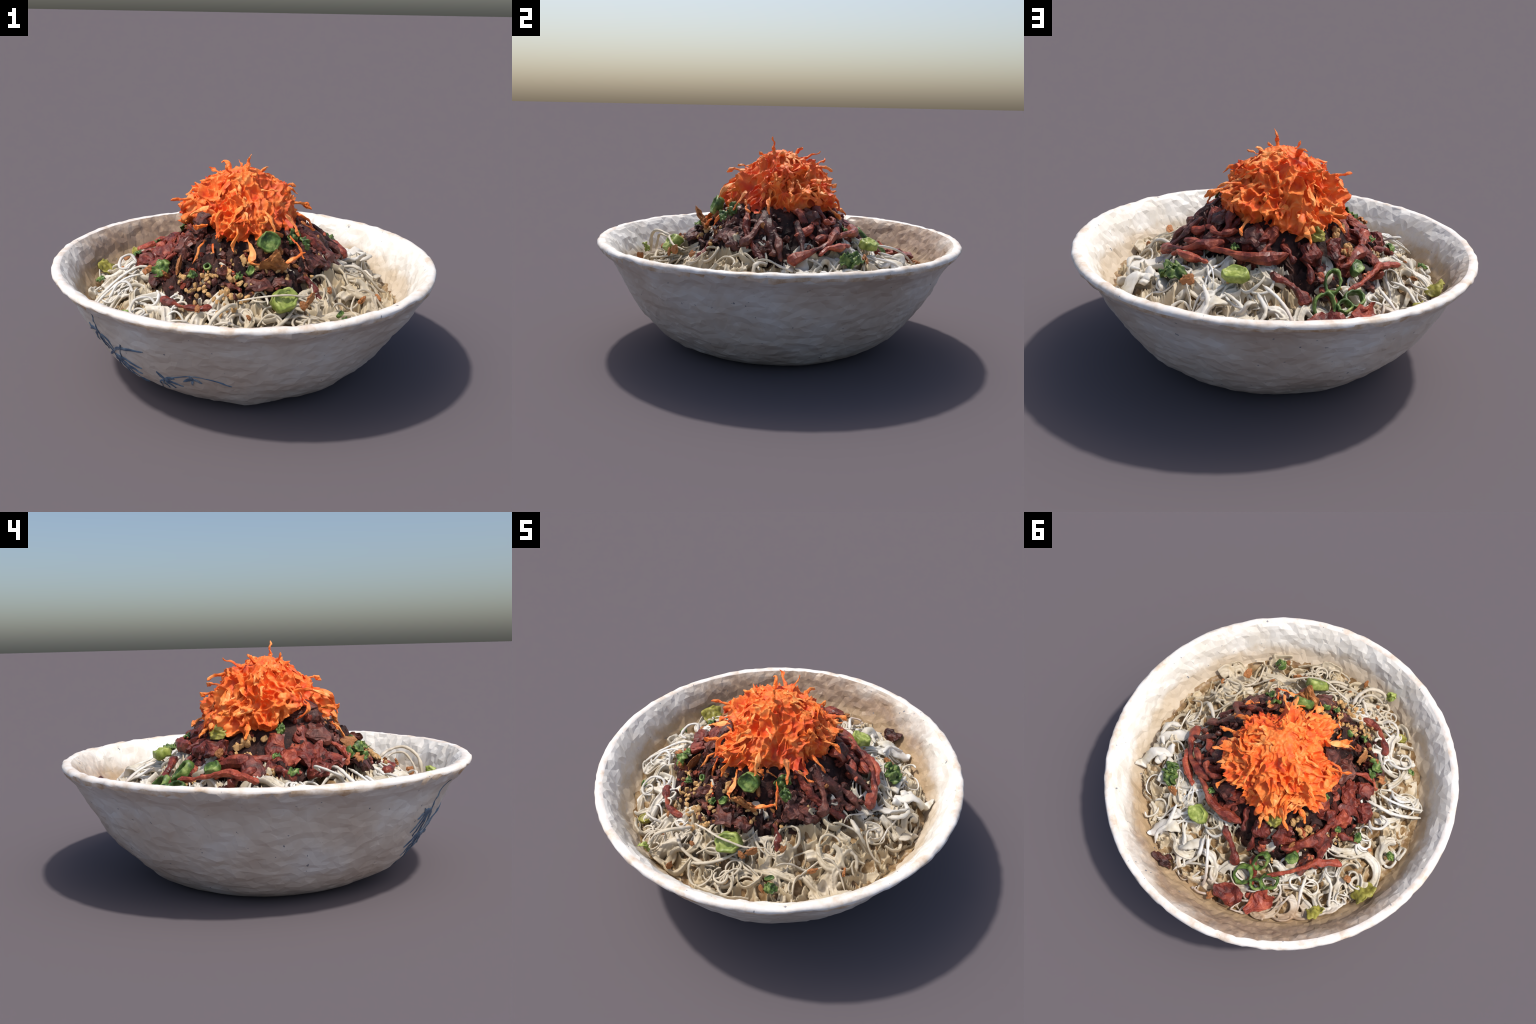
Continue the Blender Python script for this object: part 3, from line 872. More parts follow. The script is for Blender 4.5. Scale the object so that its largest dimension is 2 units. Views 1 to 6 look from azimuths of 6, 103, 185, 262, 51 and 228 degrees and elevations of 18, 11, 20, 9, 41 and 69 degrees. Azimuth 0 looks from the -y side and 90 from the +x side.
g = np.random.default_rng(58)
for i, az in enumerate(np.linspace(-34, 105, 11)):      # strips drooping from under the carrot
    a0, a1 = az + g.normal(0, 4), az + g.choice([-1, 1]) * g.uniform(6, 26)
    r1 = float(meat_edge(a1)) - g.uniform(-0.02, 0.08)
    pts = []
    for t in np.linspace(0, 1, 5):
        r, a = 0.285 + (r1 - 0.285) * t, math.radians(a0 + (a1 - a0) * t)
        x, y = r * math.cos(a), r * math.sin(a)
        pts.append((x, y, float(heap(x, y)) + 0.008 + g.uniform(-0.006, 0.020)))
    strip(pts, g.uniform(0.022, 0.036), g.uniform(0.020, 0.030), g.choice(["meat", "darkmeat", "pale"], p=[0.5, 0.38, 0.12] if az > 15 else [0.25, 0.75, 0]), 40 + i, g.uniform(0.9, 1.4))

def slope_normal(x, y):
    e = 0.03
    n = np.array([-(float(heap(x + e, y)) - float(heap(x - e, y))) / (2 * e), -(float(heap(x, y + e)) - float(heap(x, y - e))) / (2 * e), 1.0])
    return n / np.linalg.norm(n)

def meat_slice(loc, nrm, a, b, thick, seed, mat, fold=0.5, spin=0.0):
    """ragged folded slice"""
    V, F = ico(4 if a > 0.09 else 3)
    ang = np.arctan2(V[:, 1], V[:, 0])
    rag = 1 + 0.26 * fbm(np.stack([np.cos(ang) * 1.7, np.sin(ang) * 1.7, 0 * ang + seed], 1), 3, seed)
    X, Y = V[:, 0] * a * rag, V[:, 1] * b * rag
    Z = np.sign(V[:, 2]) * np.abs(V[:, 2]) ** 0.7 * thick + fold * a * (np.sin(X / a * 2.4 + seed) * 0.35 + 0.25 * (Y / b) ** 2 * math.sin(seed * 3.3))
    P = np.stack([X, Y, Z], 1)
    P = P + np.stack([0.24 * a * fbm(P / a * 1.5 + k * 9 + seed, 2, 301 + k) + 0.010 * ridged(P * 24 + k * 3 + seed, 304 + k) for k in range(3)], 1)
    q = Vector(nrm).to_track_quat("Z", "Y").to_matrix().to_4x4() @ Matrix.Rotation(spin, 4, "Z")
    add("meat_slice", mesh_from("meat_slice", P, F, M[mat], False), matrix=Matrix.Translation(Vector(loc)) @ q)

for sl in [((-0.215, -0.15, 0.785), (-0.85, -0.3, 0.45), 0.095, 0.068, 0.022, 1, "darkmeat", 0.4, 0.4),
           ((-0.275, -0.12, 0.685), (-0.8, -0.2, 0.58), 0.125, 0.070, 0.024, 2, "meat", 0.4, 1.3),
           ((-0.28, -0.22, 0.695), (-0.7, -0.55, 0.5), 0.075, 0.060, 0.022, 3, "darkmeat", 0.6, 2.0),
           ((-0.38, -0.16, 0.635), (-0.7, -0.3, 0.7), 0.075, 0.050, 0.020, 4, "meat", 0.6, 0.2),
           ((-0.36, 0.01, 0.66), (-0.7, 0.0, 0.7), 0.075, 0.045, 0.020, 5, "meat", 0.6, 1.4),
           ((-0.45, -0.02, 0.61), (-0.6, 0.0, 0.8), 0.065, 0.045, 0.018, 6, "pale", 0.6, 0.4),
           ((-0.45, 0.14, 0.595), (-0.5, 0.2, 0.8), 0.075, 0.050, 0.018, 7, "meat", 0.7, 2.4),
           ((-0.50, -0.16, 0.575), (-0.5, -0.2, 0.8), 0.060, 0.045, 0.018, 8, "meat", 0.7, 0.9),
           ((-0.42, -0.25, 0.60), (-0.5, -0.4, 0.75), 0.055, 0.045, 0.018, 9, "meat", 0.7, 1.9),
           ((0.40, -0.10, 0.62), (0.75, -0.2, 0.6), 0.085, 0.065, 0.026, 10, "darkmeat", 0.6, 0.3),
           ((0.33, -0.20, 0.655), (0.6, -0.5, 0.6), 0.075, 0.060, 0.024, 11, "darkmeat", 0.6, 1.3),
           ((0.36, 0.02, 0.68), (0.8, 0.0, 0.5), 0.075, 0.055, 0.024, 12, "darkmeat", 0.6, 2.3),
           ((0.27, 0.22, 0.72), (0.6, 0.6, 0.5), 0.065, 0.050, 0.020, 13, "darkmeat", 0.6, 0.7),
           ((0.07, 0.32, 0.69), (0.1, 0.8, 0.5), 0.070, 0.045, 0.018, 14, "darkmeat", 0.6, 1.1),
           ((-0.20, 0.33, 0.645), (-0.4, 0.7, 0.5), 0.060, 0.045, 0.018, 15, "meat", 0.7, 1.6),
           ((-0.30, 0.28, 0.655), (-0.6, 0.5, 0.5), 0.060, 0.045, 0.018, 16, "meat", 0.7, 0.6)]:
    meat_slice(*sl)
meat_slice((-0.30, 0.675, 0.468), (0.0, 0.25, 1), 0.082, 0.052, 0.016, 92, "meat", 0.3, 0.4)
meat_slice((-0.45, 0.585, 0.462), (-0.1, 0.3, 1), 0.088, 0.050, 0.014, 93, "pale", 0.3, 0.9)
meat_slice((0.10, 0.815, 0.445), (-0.1, -0.8, 0.6), 0.062, 0.040, 0.012, 91, "darkmeat", 0.2, 0.3)
for i in range(24):
    az = g.uniform(115, 235) if i < 14 else g.uniform(-120, -20)
    r = g.uniform(0.36, float(meat_edge(az)) - 0.01)
    x, y = r * math.cos(math.radians(az)), r * math.sin(math.radians(az))
    nrm = slope_normal(x, y) + g.normal(0, 0.35, 3)
    a = g.uniform(0.036, 0.068)
    meat_slice((x, y, float(heap(x, y)) + 0.006), nrm, a, a * g.uniform(0.55, 0.9), a * 0.28, 60 + i, g.choice(["meat", "pale", "darkmeat"], p=[0.65, 0.15, 0.2]) if i < 14 else "darkmeat", 0.7, g.uniform(0, TAU))

# chopped chunks: a few shared shapes, scattered
def variants(name, mat, count, sub, rough, facet, freq=1.6):
    out = []
    for i in range(count):
        V, F = blob(sub, (1, 0.8, 0.65), 200 + i + len(name) * 13, rough, freq, facet)
        out.append(mesh_from(name, V, F, M[mat], False))
    return out

CH = {k: variants("meat_chunk", k, 6, 3, 0.75, 0.8) for k in ("meat", "darkmeat", "pale")}
g = np.random.default_rng(55)
n = 0
while n < 30:
    az = g.uniform(-180, 180)
    r = math.sqrt(g.uniform(0.30 ** 2, (meat_edge(az) - 0.01) ** 2))
    x, y = r * math.cos(math.radians(az)), r * math.sin(math.radians(az))
    south = -130 < az < 15
    kind = g.choice(["darkmeat", "meat", "pale"], p=[0.82, 0.15, 0.03] if south else [0.25, 0.65, 0.10])
    s = g.uniform(0.014, 0.032) if south else g.uniform(0.018, 0.038)
    z = heap(x, y) + g.uniform(-0.006, 0.006)
    me = CH[kind][g.integers(6)]
    add("meat_chunk", me, matrix=place((x, y, z), g.uniform(0, TAU, 3), s))
    n += 1

# ------------------------------------------------------------------ carrot
AXIS = np.array([-0.01, -0.005])
CARROT_Z = [0.66, 0.70, 0.75, 0.80, 0.85, 0.90, 0.95, 1.00, 1.04, 1.065]
CARROT_R = [0.22, 0.275, 0.30, 0.298, 0.275, 0.238, 0.19, 0.137, 0.085, 0.03]

def carrot_floor(az):
    """height of the lower fringe of the carrot round the heap"""
    return np.interp((az + 180) % 360 - 180, [-180, -150, -115, -80, -45, -10, 30, 70, 110, 140, 165, 180],
                     [0.76, 0.84, 0.76, 0.71, 0.74, 0.75, 0.76, 0.74, 0.72, 0.69, 0.70, 0.76])

def carrot_r(z):
    return np.interp(z, CARROT_Z, CARROT_R)

def carrot_point(az, z, out=0.0):
    a = np.radians(az)
    z = z + 0 * a
    q = np.stack([np.cos(a) * 1.6, np.sin(a) * 1.6, z * 7], -1)
    r = carrot_r(z) + out + 0.07 * perlin(q + 4.4, 205) * np.clip((1.07 - z) / 0.1, 0.1, 1)
    flat = np.cos(a - math.radians(-42))                     # the face towards +x -y is scooped flat
    r = r * (1 - 0.15 * np.clip(flat, 0, 1) ** 2 * np.clip((z - 0.70) / 0.1, 0, 1) * np.clip((0.99 - z) / 0.1, 0, 1))
    lean = np.clip((z - 0.78) / 0.17, 0, 1) * np.clip((1.08 - z) / 0.1, 0, 1)   # upper mass leans to -x +y
    return np.stack([AXIS[0] - 0.015 * lean + r * np.cos(a), AXIS[1] + 0.025 * lean + r * np.sin(a), z + 0 * a], -1)

def shred(g, az, z, length, mode, out0=0.0):
    """one grated shred: a tapering ribbon that follows the cone, its tip lifting off"""
    n = 14
    a, zz = az, z
    turn = mode if not isinstance(mode, str) else g.normal(0, 0.35) if mode == "hang" else g.uniform(-math.pi, math.pi)
    curl = g.normal(0, 3.0)
    tip = g.choice([0.0, 0.012, 0.035], p=[0.4, 0.35, 0.25]) if g_tip else 0.0
    P = []
    for i in range(n):
        t = i / (n - 1)
        lift = out0 + 0.010 * math.sin(t * 3 + turn) + tip * t ** 2.2
        P.append(carrot_point(np.array(a), np.array(zz), lift))
        ds = length / n
        zz -= math.cos(turn) * ds * 0.8
        a += math.degrees(math.sin(turn) * ds / max(float(carrot_r(zz)), 0.06)) + 0
        turn += curl * ds
        zz = min(zz, 1.055)
    return np.array(P)

def shred_mesh(P, w, th, g):
    n = len(P)
    t = np.linspace(0, 1, n)
    prof = np.clip(np.minimum((t + 0.12) * 4, (1 - t) * 3.5 + 0.22), 0, 1) * (0.8 + 0.35 * np.sin(t * 7 + P[0, 0] * 90))
    C = np.array([AXIS[0], AXIS[1], 0.72])
    up = P - C
    up = up / np.linalg.norm(up, axis=1)[:, None]
    V, F = tube(P, w * prof, th * (0.5 + 0.5 * prof), up, 6, g.normal(0, 2.0))
    return V + np.stack([0.009 * perlin(V * 26 + k * 5, 111 + k) + 0.003 * perlin(V * 80 + k * 5, 114 + k) for k in range(3)], 1), F

def carrot_core():
    """the pressed mass: hollows between pinched ridges, horns where ridges meet"""
    g = np.random.default_rng(66)
    nz, na = 120, 330
    zz = np.linspace(0.66, 1.062, nz)
    aa = np.arange(na) / na * 360
    V = np.array([carrot_point(aa, z + 0 * aa, -0.016) for z in zz])
    V[..., 2] = np.maximum(V[..., 2], carrot_floor(aa)[None, :])
    N = V - np.array([AXIS[0], AXIS[1], 0.75])
    N /= np.linalg.norm(N, axis=-1)[..., None]
    P = V.reshape(-1, 3)
    squash = np.array([1, 1, 0.62])                   # hollows run downhill
    ca, cz = g.uniform(0, 360, 330), 0.68 + 0.39 * g.uniform(0, 1, 330) ** 1.2
    C = carrot_point(ca, cz, g.uniform(-0.03, 0.01, 330))
    warp = 0.020 * np.stack([fbm(P * 14 + k * 7, 2, 401 + k) for k in range(3)], 1)
    d1, d2, d3 = cells((P + warp) * squash, C * squash)
    vary = 1 + 0.9 * perlin(P * 9, 405)
    out = -0.024 + 0.040 * np.exp(-(d2 - d1) / 0.011) * vary + 0.034 * np.exp(-(d3 - d1) / 0.010) * vary + 0.006 * fbm(P * 40, 2, 122)
    out = out * np.clip((1.075 - P[:, 2]) / 0.12, 0.15, 1)                 # calmer at the crown
    V = V + N * out.reshape(nz, na)[..., None]
    F = [(i * na + j, i * na + (j + 1) % na, (i + 1) * na + (j + 1) % na, (i + 1) * na + j) for i in range(nz - 1) for j in range(na)]
    V = np.vstack([V.reshape(-1, 3), [[AXIS[0], AXIS[1], 0.70], [AXIS[0], AXIS[1], 1.06]]])
    F += [(len(V) - 2, (j + 1) % na, j) for j in range(na)]
    F += [(len(V) - 1, (nz - 1) * na + j, (nz - 1) * na + (j + 1) % na) for j in range(na)]
    parts = [(V, F)]
    for i in range(70):
        az = g.uniform(-180, 180)
        z = g.uniform(float(carrot_floor(az)) + 0.02, 1.03)
        P = shred(g, az, z, g.uniform(0.07, 0.18), "hang" if g.random() < (0.6 if -130 < az < 30 else 0.25) else "any", g.uniform(-0.016, 0.006))
        parts.append(shred_mesh(P, g.uniform(0.009, 0.022), g.uniform(0.005, 0.010), g))
    V, F = join(parts)
    o = add("carrot_heap", mesh_from("carrot_heap", V, F, M["carrotcore"]), stuff=True)
    md = o.modifiers.new("fuse", "REMESH")
    md.mode, md.voxel_size, md.use_smooth_shade = "VOXEL", 0.0045, False
    sm = o.modifiers.new("soften", "SMOOTH")
    sm.factor, sm.iterations = 0.5, 1
    apply_modifiers(o)

g_tip = False
carrot_core()
g_tip = True
g = np.random.default_rng(77)
for i in range(30):                                # clumps of shreds lying side by side, crossing other clumps
    front = i < 14
    az = g.uniform(-135, 60) if front else g.uniform(20, 240)
    fl = float(carrot_floor(az))
    z = fl + (1.04 - fl) * g.uniform(0.12, 1) ** 0.8
    hang = g.random() < (0.65 if front else 0.25)
    turn = g.normal(0, 0.4) if hang else g.uniform(-math.pi, math.pi)
    ln, lift = g.uniform(0.06, 0.13), g.uniform(-0.006, 0.012)
    for k in range(g.integers(2, 5)):
        a2 = az + (k - 2) * 4.5 * math.cos(turn) + g.normal(0, 1.5)
        z2 = min(z + (k - 2) * 0.018 * math.sin(turn) + g.normal(0, 0.008), 1.045)
        P = shred(g, a2, z2, ln * g.uniform(0.7, 1.2), turn + g.normal(0, 0.14), lift + g.uniform(-0.004, 0.004))
        P[:, 2] = np.maximum(P[:, 2], carrot_floor(np.degrees(np.arctan2(P[:, 1], P[:, 0]))) - 0.03)
        V, F = shred_mesh(P, g.uniform(0.009, 0.018), g.uniform(0.003, 0.005), g)
        add("carrot_shred", mesh_from("carrot_shred", V, F, M["carrot"], False))

LONG = [  # the shreds that stand out singly
    ([(0.0, -0.03, 1.03), (0.012, -0.036, 1.075), (0.014, -0.035, 1.105), (0.028, -0.043, 1.14)], 0.011),
    ([(-0.02, 0.08, 1.0), (-0.035, 0.13, 1.025), (-0.064, 0.211, 1.067)], 0.010),
    ([(-0.12, -0.31, 0.74), (-0.10, -0.37, 0.68), (-0.04, -0.42, 0.655), (0.01, -0.45, 0.645)], 0.010),
    ([(-0.17, -0.29, 0.75), (-0.19, -0.34, 0.70), (-0.21, -0.36, 0.65)], 0.010),
    ([(0.05, -0.31, 0.77), (0.08, -0.36, 0.72), (0.08, -0.40, 0.685), (0.12, -0.42, 0.68)], 0.014),
    ([(0.25, -0.22, 0.77), (0.30, -0.26, 0.73), (0.32, -0.29, 0.685)], 0.010),
    ([(0.33, -0.30, 0.715), (0.28, -0.33, 0.69), (0.22, -0.36, 0.665), (0.17, -0.37, 0.66)], 0.010),
    ([(0.30, -0.12, 0.82), (0.35, -0.10, 0.785), (0.385, -0.06, 0.76)], 0.010),
    ([(-0.15, -0.20, 0.90), (-0.21, -0.25, 0.89), (-0.25, -0.29, 0.86)], 0.015),
    ([(-0.16, -0.25, 0.82), (-0.20, -0.31, 0.82), (-0.22, -0.34, 0.85)], 0.014),
    ([(-0.22, 0.17, 0.86), (-0.27, 0.22, 0.86), (-0.30, 0.26, 0.85)], 0.014),
    ([(0.13, 0.22, 0.86), (0.17, 0.27, 0.855), (0.20, 0.29, 0.85)], 0.012),
    ([(0.20, 0.02, 0.95), (0.24, 0.03, 0.95), (0.29, 0.04, 0.91)], 0.012),
    ([(0.04, -0.08, 1.03), (0.06, -0.10, 1.05), (0.075, -0.11, 1.075)], 0.008),
    ([(-0.06, -0.05, 1.04), (-0.09, -0.06, 1.06), (-0.10, -0.07, 1.095)], 0.009),
    ([(0.10, -0.15, 0.98), (0.16, -0.18, 0.99), (0.20, -0.20, 1.0)], 0.010),
    ([(-0.14, -0.02, 1.0), (-0.20, -0.03, 1.0), (-0.25, -0.05, 0.985)], 0.013),
    ([(0.0, 0.18, 0.98), (-0.02, 0.25, 0.98), (-0.03, 0.30, 0.94)], 0.013),
    ([(-0.12, 0.16, 0.98), (-0.19, 0.20, 1.0), (-0.25, 0.22, 1.015)], 0.013),
    ([(-0.22, 0.05, 0.92), (-0.29, 0.06, 0.92), (-0.345, 0.07, 0.87)], 0.016),
    ([(-0.20, 0.20, 0.80), (-0.29, 0.25, 0.82), (-0.36, 0.27, 0.80)], 0.016),
    ([(0.06, 0.02, 1.03), (0.10, 0.04, 1.06), (0.12, 0.05, 1.05)], 0.012),
    ([(-0.08, 0.06, 1.03), (-0.12, 0.09, 1.07), (-0.15, 0.09, 1.06)], 0.012),
    ([(0.02, 0.25, 0.90), (0.03, 0.30, 0.89), (0.02, 0.325, 0.86)], 0.015),
    ([(0.16, 0.20, 0.92), (0.22, 0.25, 0.93), (0.26, 0.27, 0.91)], 0.013),
    ([(0.24, 0.10, 0.86), (0.31, 0.13, 0.85), (0.36, 0.13, 0.81)], 0.014),
    ([(-0.26, -0.10, 0.90), (-0.33, -0.14, 0.92), (-0.37, -0.18, 0.90)], 0.013),
    ([(0.02, -0.20, 0.95), (0.02, -0.27, 0.96), (0.04, -0.31, 0.92)], 0.013),
    ([(-0.08, -0.24, 0.90), (-0.10, -0.31, 0.87), (-0.09, -0.34, 0.80), (-0.12, -0.36, 0.75)], 0.015),
    ([(0.12, -0.22, 0.90), (0.17, -0.28, 0.85), (0.18, -0.32, 0.78)], 0.014),
    ([(-0.02, -0.26, 0.86), (0.0, -0.33, 0.80), (-0.02, -0.36, 0.74), (0.02, -0.39, 0.70)], 0.015),
    ([(0.22, -0.14, 0.86), (0.28, -0.17, 0.80), (0.30, -0.21, 0.75)], 0.013),
    ([(0.27, 0.0, 0.84), (0.33, 0.01, 0.79), (0.35, 0.03, 0.73)], 0.013),
    ([(-0.28, 0.12, 0.76), (-0.33, 0.14, 0.72), (-0.345, 0.16, 0.68)], 0.014),
    ([(-0.15, 0.27, 0.76), (-0.18, 0.33, 0.72), (-0.20, 0.35, 0.68)], 0.014),
    ([(0.10, 0.28, 0.78), (0.13, 0.34, 0.74), (0.12, 0.37, 0.70)], 0.014),
]
for i, (pts, w) in enumerate(LONG):
    P = spline(pts, 16)
    if i > 6:
        P = P[:13]                                  # only the first few stand well clear
    V, F = shred_mesh(P, w, w * 0.55, g)
    add("carrot_shred", mesh_from("carrot_shred", V, F, M["carrot"], False))

# ------------------------------------------------------------------ peanuts and fried shallot
PN = variants("peanut_crumb", "peanut", 8, 2, 0.3, 0.85)
CLUSTERS = [(-0.345, 0.15, 22, 0.060, 0.021), (0.0, -0.53, 24, 0.08, 0.016), (-0.02, -0.43, 10, 0.05, 0.017), (-0.13, -0.50, 12, 0.06, 0.014),
            (0.09, -0.40, 8, 0.04, 0.014), (-0.30, 0.38, 6, 0.05, 0.013), (-0.46, 0.20, 6, 0.06, 0.013), (-0.50, 0.05, 6, 0.05, 0.012),
            (0.22, -0.34, 8, 0.06, 0.013), (0.34, -0.22, 4, 0.06, 0.013), (-0.30, -0.40, 8, 0.07, 0.014), (0.20, 0.38, 5, 0.12, 0.009), (0.12, -0.44, 14, 0.15, 0.014), (-0.22, -0.44, 8, 0.10, 0.014), (-0.1, -0.40, 6, 0.06, 0.014)]
for cx, cy, cnt, spread, size in CLUSTERS:
    for i in range(cnt):
        x, y = cx + g.normal(0, spread * 0.6), cy + g.normal(0, spread * 0.6)
        s = size * g.uniform(0.7, 1.5)
        add("peanut_crumb", PN[g.integers(8)], matrix=place((x, y, float(heap(x, y)) + 0.012), g.uniform(0, TAU, 3), s))

SH = variants("fried_shallot", "shell", 5, 3, 0.6, 0.5)
for (x, y, z, s) in [(0.62, -0.31, 0.49, 0.035), (0.09, -0.80, 0.44, 0.026), (0.46, -0.36, 0.55, 0.022), (0.37, -0.49, 0.55, 0.03), (-0.23, 0.75, 0.44, 0.03),
                     (-0.69, 0.15, 0.49, 0.026), (-0.14, -0.64, 0.53, 0.02), (0.34, 0.52, 0.55, 0.036), (-0.28, -0.36, 0.645, 0.045), (-0.34, -0.40, 0.60, 0.03),
                     (0.34, -0.53, 0.53, 0.026), (0.70, -0.17, 0.45, 0.024), (0.10, -0.66, 0.51, 0.016), (-0.08, -0.72, 0.48, 0.014), (0.52, -0.55, 0.45, 0.02),
                     (0.20, -0.30, 0.72, 0.03), (0.05, -0.33, 0.72, 0.02), (-0.37, 0.27, 0.645, 0.025), (-0.66, -0.05, 0.50, 0.014), (0.38, 0.0, 0.70, 0.025)]:
    add("fried_shallot", SH[g.integers(5)], matrix=place((x, y, z), g.uniform(0, TAU, 3), (s, s, s * 0.6)))
# big bark-like flake on the front
V, F = blob(4, (0.052, 0.016, 0.085), 17, 0.6, 1.3)
V = V + 0.006 * np.stack([fbm(V * 40 + k, 2, 131 + k) for k in range(3)], 1)
add("fried_shallot", mesh_from("fried_shallot", V, F, M["shell"], False), matrix=place((0.185, -0.375, 0.665), (0.5, 0.15, 0.35)))

# ------------------------------------------------------------------ scallions and leaves
def revolve(profile, seg, oval=1.0, seed=0, wav=0.06):
    P = np.array(profile, float)
    n = len(P)
    a = np.arange(seg) / seg * TAU
    k = 1 + wav * perlin(np.stack([np.cos(a) * 1.5 + seed, np.sin(a) * 1.5, 0 * a], -1), seed)
    V = np.stack([np.outer(P[:, 0], np.cos(a) * k), np.outer(P[:, 0], np.sin(a) * k * oval), np.outer(P[:, 1], 1 + 0 * a)], -1)
    F = [(i * seg + j, i * seg + (j + 1) % seg, ((i + 1) % n) * seg + (j + 1) % seg, ((i + 1) % n) * seg + j) for i in range(n) for j in range(seg)]
    return V.reshape(-1, 3), F

def ring_mesh(ro, wall, h, oval, seed, mat, name="scallion_ring"):
    ri = ro - wall
    b = wall * 0.3
    prof = [(ro, -h + b), (ro, h - b), (ro - b, h), (ri + b, h), (ri, h - b), (ri, -h + b), (ri + b, -h), (ro - b, -h)]
    V, F = revolve(prof, 36, oval, seed, 0.20)
    V = V + 0.10 * wall * np.stack([perlin(V * 60 + k, 141 + k) for k in range(3)], 1) * 3
    return mesh_from(name, V, F, M[mat])

def disc_mesh(r, h, oval, seed, mat, name="scallion_slice"):
    prof = [(0.0001, -h), (r * 0.8, -h), (r, -h * 0.5), (r, h * 0.6), (r * 0.93, h), (r * 0.8, h * 0.95), (r * 0.7, h * 0.6), (r * 0.55, h * 0.75), (r * 0.4, h * 0.5), (r * 0.2, h * 0.7), (0.0001, h * 0.6)]
    V, F = revolve(prof, 36, oval, seed, 0.14)
    F = [f for f in F if not (f[0] >= (len(prof) - 1) * 36)]
    V = V + 0.008 * np.stack([fbm(V * 24 + k + seed, 2, 151 + k) for k in range(3)], 1)
    return mesh_from(name, V, F, M[mat])

def facing(loc, nrm, spin=0.0):
    q = Vector(nrm).to_track_quat("Z", "Y")
    return Matrix.Translation(Vector(loc)) @ q.to_matrix().to_4x4() @ Matrix.Rotation(spin, 4, "Z")

add("scallion_ring", ring_mesh(0.072, 0.017, 0.022, 0.66, 1, "green"), matrix=facing((-0.275, 0.545, 0.48), (-0.25, 0.75, 0.62), 1.2))
add("scallion_ring", ring_mesh(0.062, 0.017, 0.022, 0.64, 2, "green"), matrix=facing((-0.305, 0.435, 0.555), (-0.1, 0.75, 0.66), 1.4))
add("scallion_ring", ring_mesh(0.056, 0.016, 0.020, 0.80, 3, "green"), matrix=facing((-0.405, 0.475, 0.495), (-0.3, 0.5, 0.8), 0.3))
add("scallion_ring", ring_mesh(0.040, 0.014, 0.014, 0.85, 4, "green"), matrix=facing((-0.365, 0.535, 0.485), (-0.2, 0.6, 0.8), 0.3))
add("scallion_slice", disc_mesh(0.066, 0.026, 0.85, 5, "lime"), matrix=facing((0.25, -0.54, 0.555), (0.45, -0.75, 0.75), 0.5))
add("scallion_slice", disc_mesh(0.064, 0.024, 0.72, 6, "lime"), matrix=facing((0.125, 0.515, 0.588), (0.05, 0.25, 1), 0.1))
add("scallion_slice", disc_mesh(0.054, 0.026, 0.9, 7, "green"), matrix=facing((0.155, -0.315, 0.765), (0.35, -0.85, 0.35), 0.1))
add("scallion_slice", disc_mesh(0.040, 0.020, 0.75, 8, "green"), matrix=facing((-0.41, 0.31, 0.58), (-0.3, 0.5, 0.8), 0.9))
add("scallion_slice", disc_mesh(0.042, 0.018, 0.7, 9, "olive"), matrix=facing((-0.295, -0.69, 0.41), (-0.1, -0.3, 1), 0.9))
add("scallion_slice", disc_mesh(0.022, 0.014, 0.7, 10, "green"), matrix=facing((-0.50, -0.57, 0.455), (0.1, 0.1, 1), 0.9))
add("scallion_slice", disc_mesh(0.026, 0.014, 0.7, 12, "green"), matrix=facing((0.08, -0.43, 0.655), (0.1, -0.8, 0.6), 0.9))
add("scallion_ring", ring_mesh(0.022, 0.009, 0.012, 0.8, 13, "green"), matrix=facing((-0.13, -0.41, 0.655), (-0.2, -0.7, 0.7), 0.4))
add("scallion_slice", disc_mesh(0.024, 0.012, 0.6, 14, "green"), matrix=facing((0.51, -0.49, 0.48), (0.5, -0.5, 0.7), 0.4))

def leaf_patch(loc, size, seed, mat, nrm=(0, 0, 1), crumple=0.35, spin=0.0, name="herb_leaf", thick=0.004):
    n = 15
    u = np.linspace(-1, 1, n)
    U, W = np.meshgrid(u, u, indexing="ij")
    k = 1 / np.maximum(1e-6, np.sqrt(np.maximum(U ** 2, W ** 2) / np.maximum(U ** 2 + W ** 2, 1e-9)) ** -1)
    X, Y = U * k, W * k * 0.8
    lob = 1 + 0.3 * perlin(np.stack([X * 2.2 + seed, Y * 2.2, X * 0], -1), seed)
    P0 = np.stack([X * lob, Y * lob, 0 * X], -1)
    Z = crumple * fbm(P0 * 1.7 + seed * 3.1, 2, seed) - 0.25 * (X ** 2)
    T = np.stack([P0[..., 0], P0[..., 1], Z], -1) * size
    B = T - np.array([0, 0, thick])
    V = np.vstack([T.reshape(-1, 3), B.reshape(-1, 3)])
    o = n * n
    F = []
    for i in range(n - 1):
        for j in range(n - 1):
            a, b, c, d = i * n + j, (i + 1) * n + j, (i + 1) * n + j + 1, i * n + j + 1
            F += [(a, b, c, d), (o + d, o + c, o + b, o + a)]
    rim = [i * n for i in range(n)] + [(n - 1) * n + j for j in range(1, n)] + [i * n + n - 1 for i in range(n - 2, -1, -1)] + list(range(n - 2, 0, -1))
    for a, b in zip(rim, rim[1:] + rim[:1]):
        F.append((b, a, o + a, o + b))
    add(name, mesh_from(name, V, F, M[mat]), matrix=facing(loc, nrm, spin))

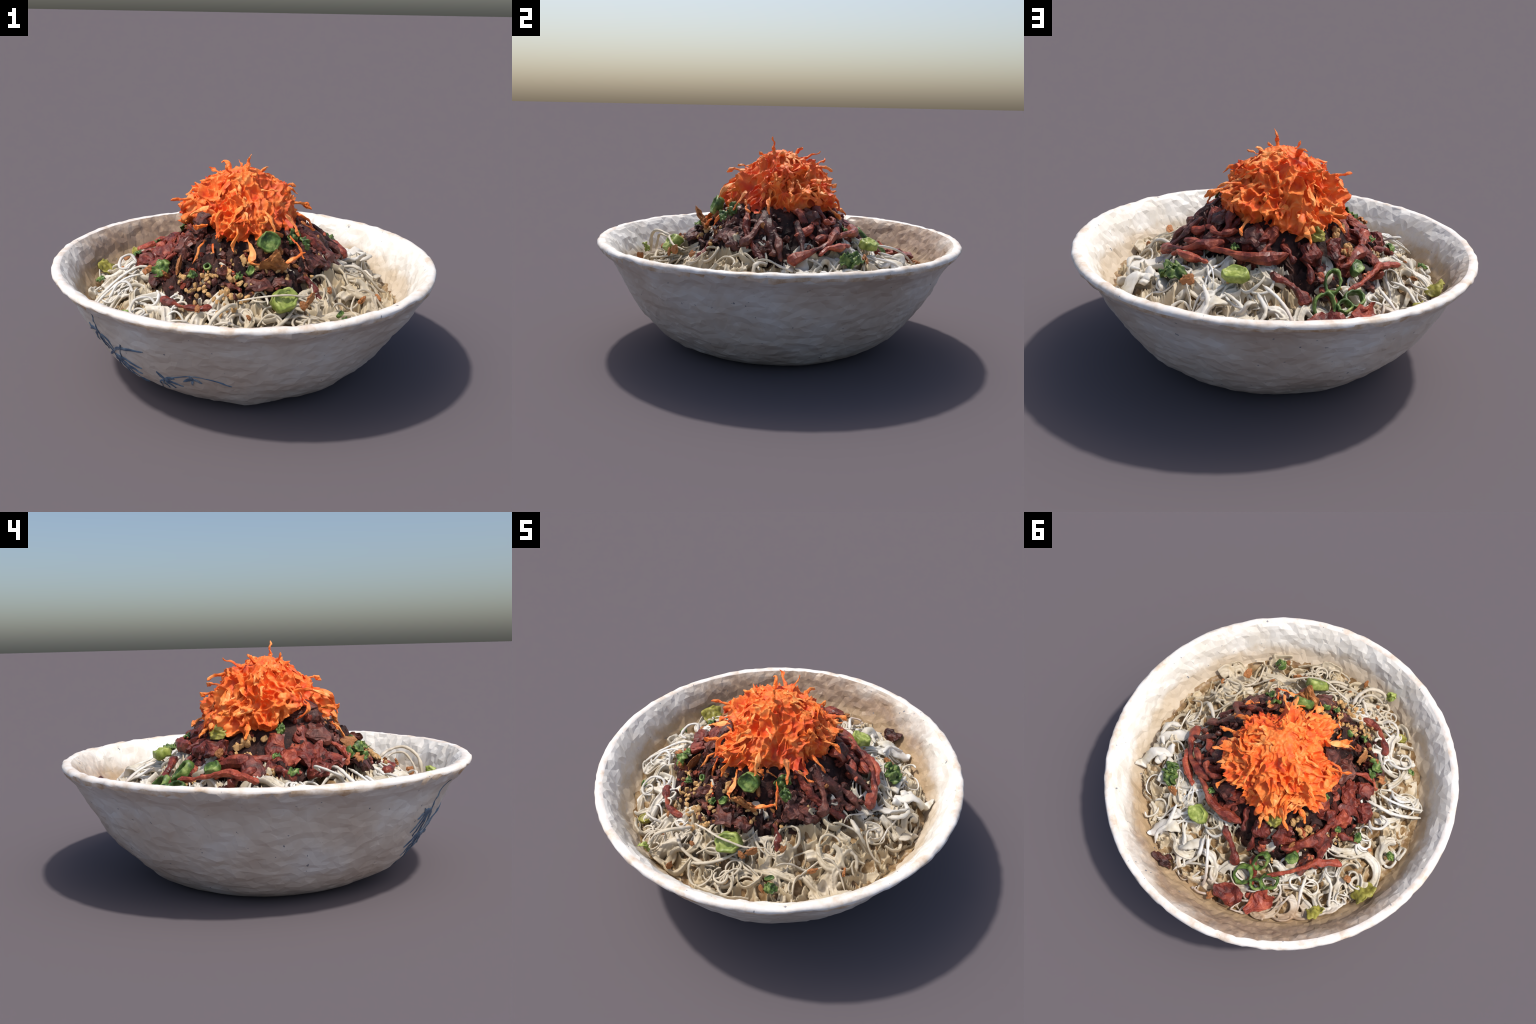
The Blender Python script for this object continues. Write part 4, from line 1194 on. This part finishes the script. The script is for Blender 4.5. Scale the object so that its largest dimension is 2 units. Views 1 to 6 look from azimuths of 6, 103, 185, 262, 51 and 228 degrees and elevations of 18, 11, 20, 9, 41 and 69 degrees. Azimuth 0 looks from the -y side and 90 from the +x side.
leaf_patch((0.41, 0.48, 0.575), 0.054, 1, "herb", (0.3, 0.3, 1), 0.8, 0.4)
leaf_patch((0.45, 0.445, 0.567), 0.050, 2, "herb", (0.5, 0.2, 1), 0.8, 1.4)
leaf_patch((-0.365, -0.395, 0.632), 0.052, 3, "herb", (-0.4, -0.8, 0.6), 0.5, 1.0, thick=0.008)
leaf_patch((-0.385, -0.34, 0.632), 0.035, 4, "herb", (-0.6, -0.3, 0.8), 0.6, 0.3)
leaf_patch((-0.79, 0.13, 0.445), 0.072, 5, "olive", (0.5, -0.1, 0.9), 0.4, 0.3, "yellowed_leaf")
leaf_patch((-0.68, 0.39, 0.44), 0.060, 6, "olive", (0.6, -0.4, 0.6), 0.4, 0.9, "yellowed_leaf")
leaf_patch((-0.08, -0.83, 0.47), 0.034, 7, "lime", (0.0, 0.7, 0.7), 0.6, 0.9, "yellowed_leaf")
leaf_patch((0.55, -0.52, 0.46), 0.034, 8, "herb", (0.3, -0.3, 0.9), 0.6, 0.1)
leaf_patch((-0.58, -0.03, 0.585), 0.03, 9, "herb", (-0.5, 0, 0.9), 0.6, 0.7)
leaf_patch((0.15, 0.385, 0.672), 0.022, 10, "herb", (0, 0.6, 0.8), 0.8, 0.7)
leaf_patch((0.27, -0.20, 0.77), 0.045, 11, "herb", (0.7, -0.5, 0.5), 0.6, 0.7)
leaf_patch((0.33, -0.23, 0.745), 0.035, 12, "herb", (0.7, -0.5, 0.6), 0.6, 1.7)
leaf_patch((-0.22, 0.27, 0.72), 0.045, 13, "olive", (-0.4, 0.8, 0.4), 0.7, 0.2, "yellowed_leaf")
leaf_patch((-0.48, 0.03, 0.64), 0.02, 14, "herb", (-0.5, 0.3, 0.8), 0.6, 0.2)
leaf_patch((-0.20, -0.46, 0.63), 0.025, 15, "herb", (-0.2, -0.6, 0.8), 0.7, 0.2)
leaf_patch((0.03, -0.47, 0.64), 0.022, 16, "herb", (0.1, -0.6, 0.8), 0.7, 1.2)
leaf_patch((-0.76, -0.12, 0.46), 0.028, 17, "herb", (-0.2, 0, 1), 0.6, 1.2)
leaf_patch((-0.33, -0.02, 0.74), 0.026, 18, "herb", (-0.8, 0.2, 0.5), 0.6, 1.2)
leaf_patch((-0.44, -0.36, 0.61), 0.03, 19, "shell", (-0.5, -0.5, 0.7), 0.8, 0.5, "fried_shallot")
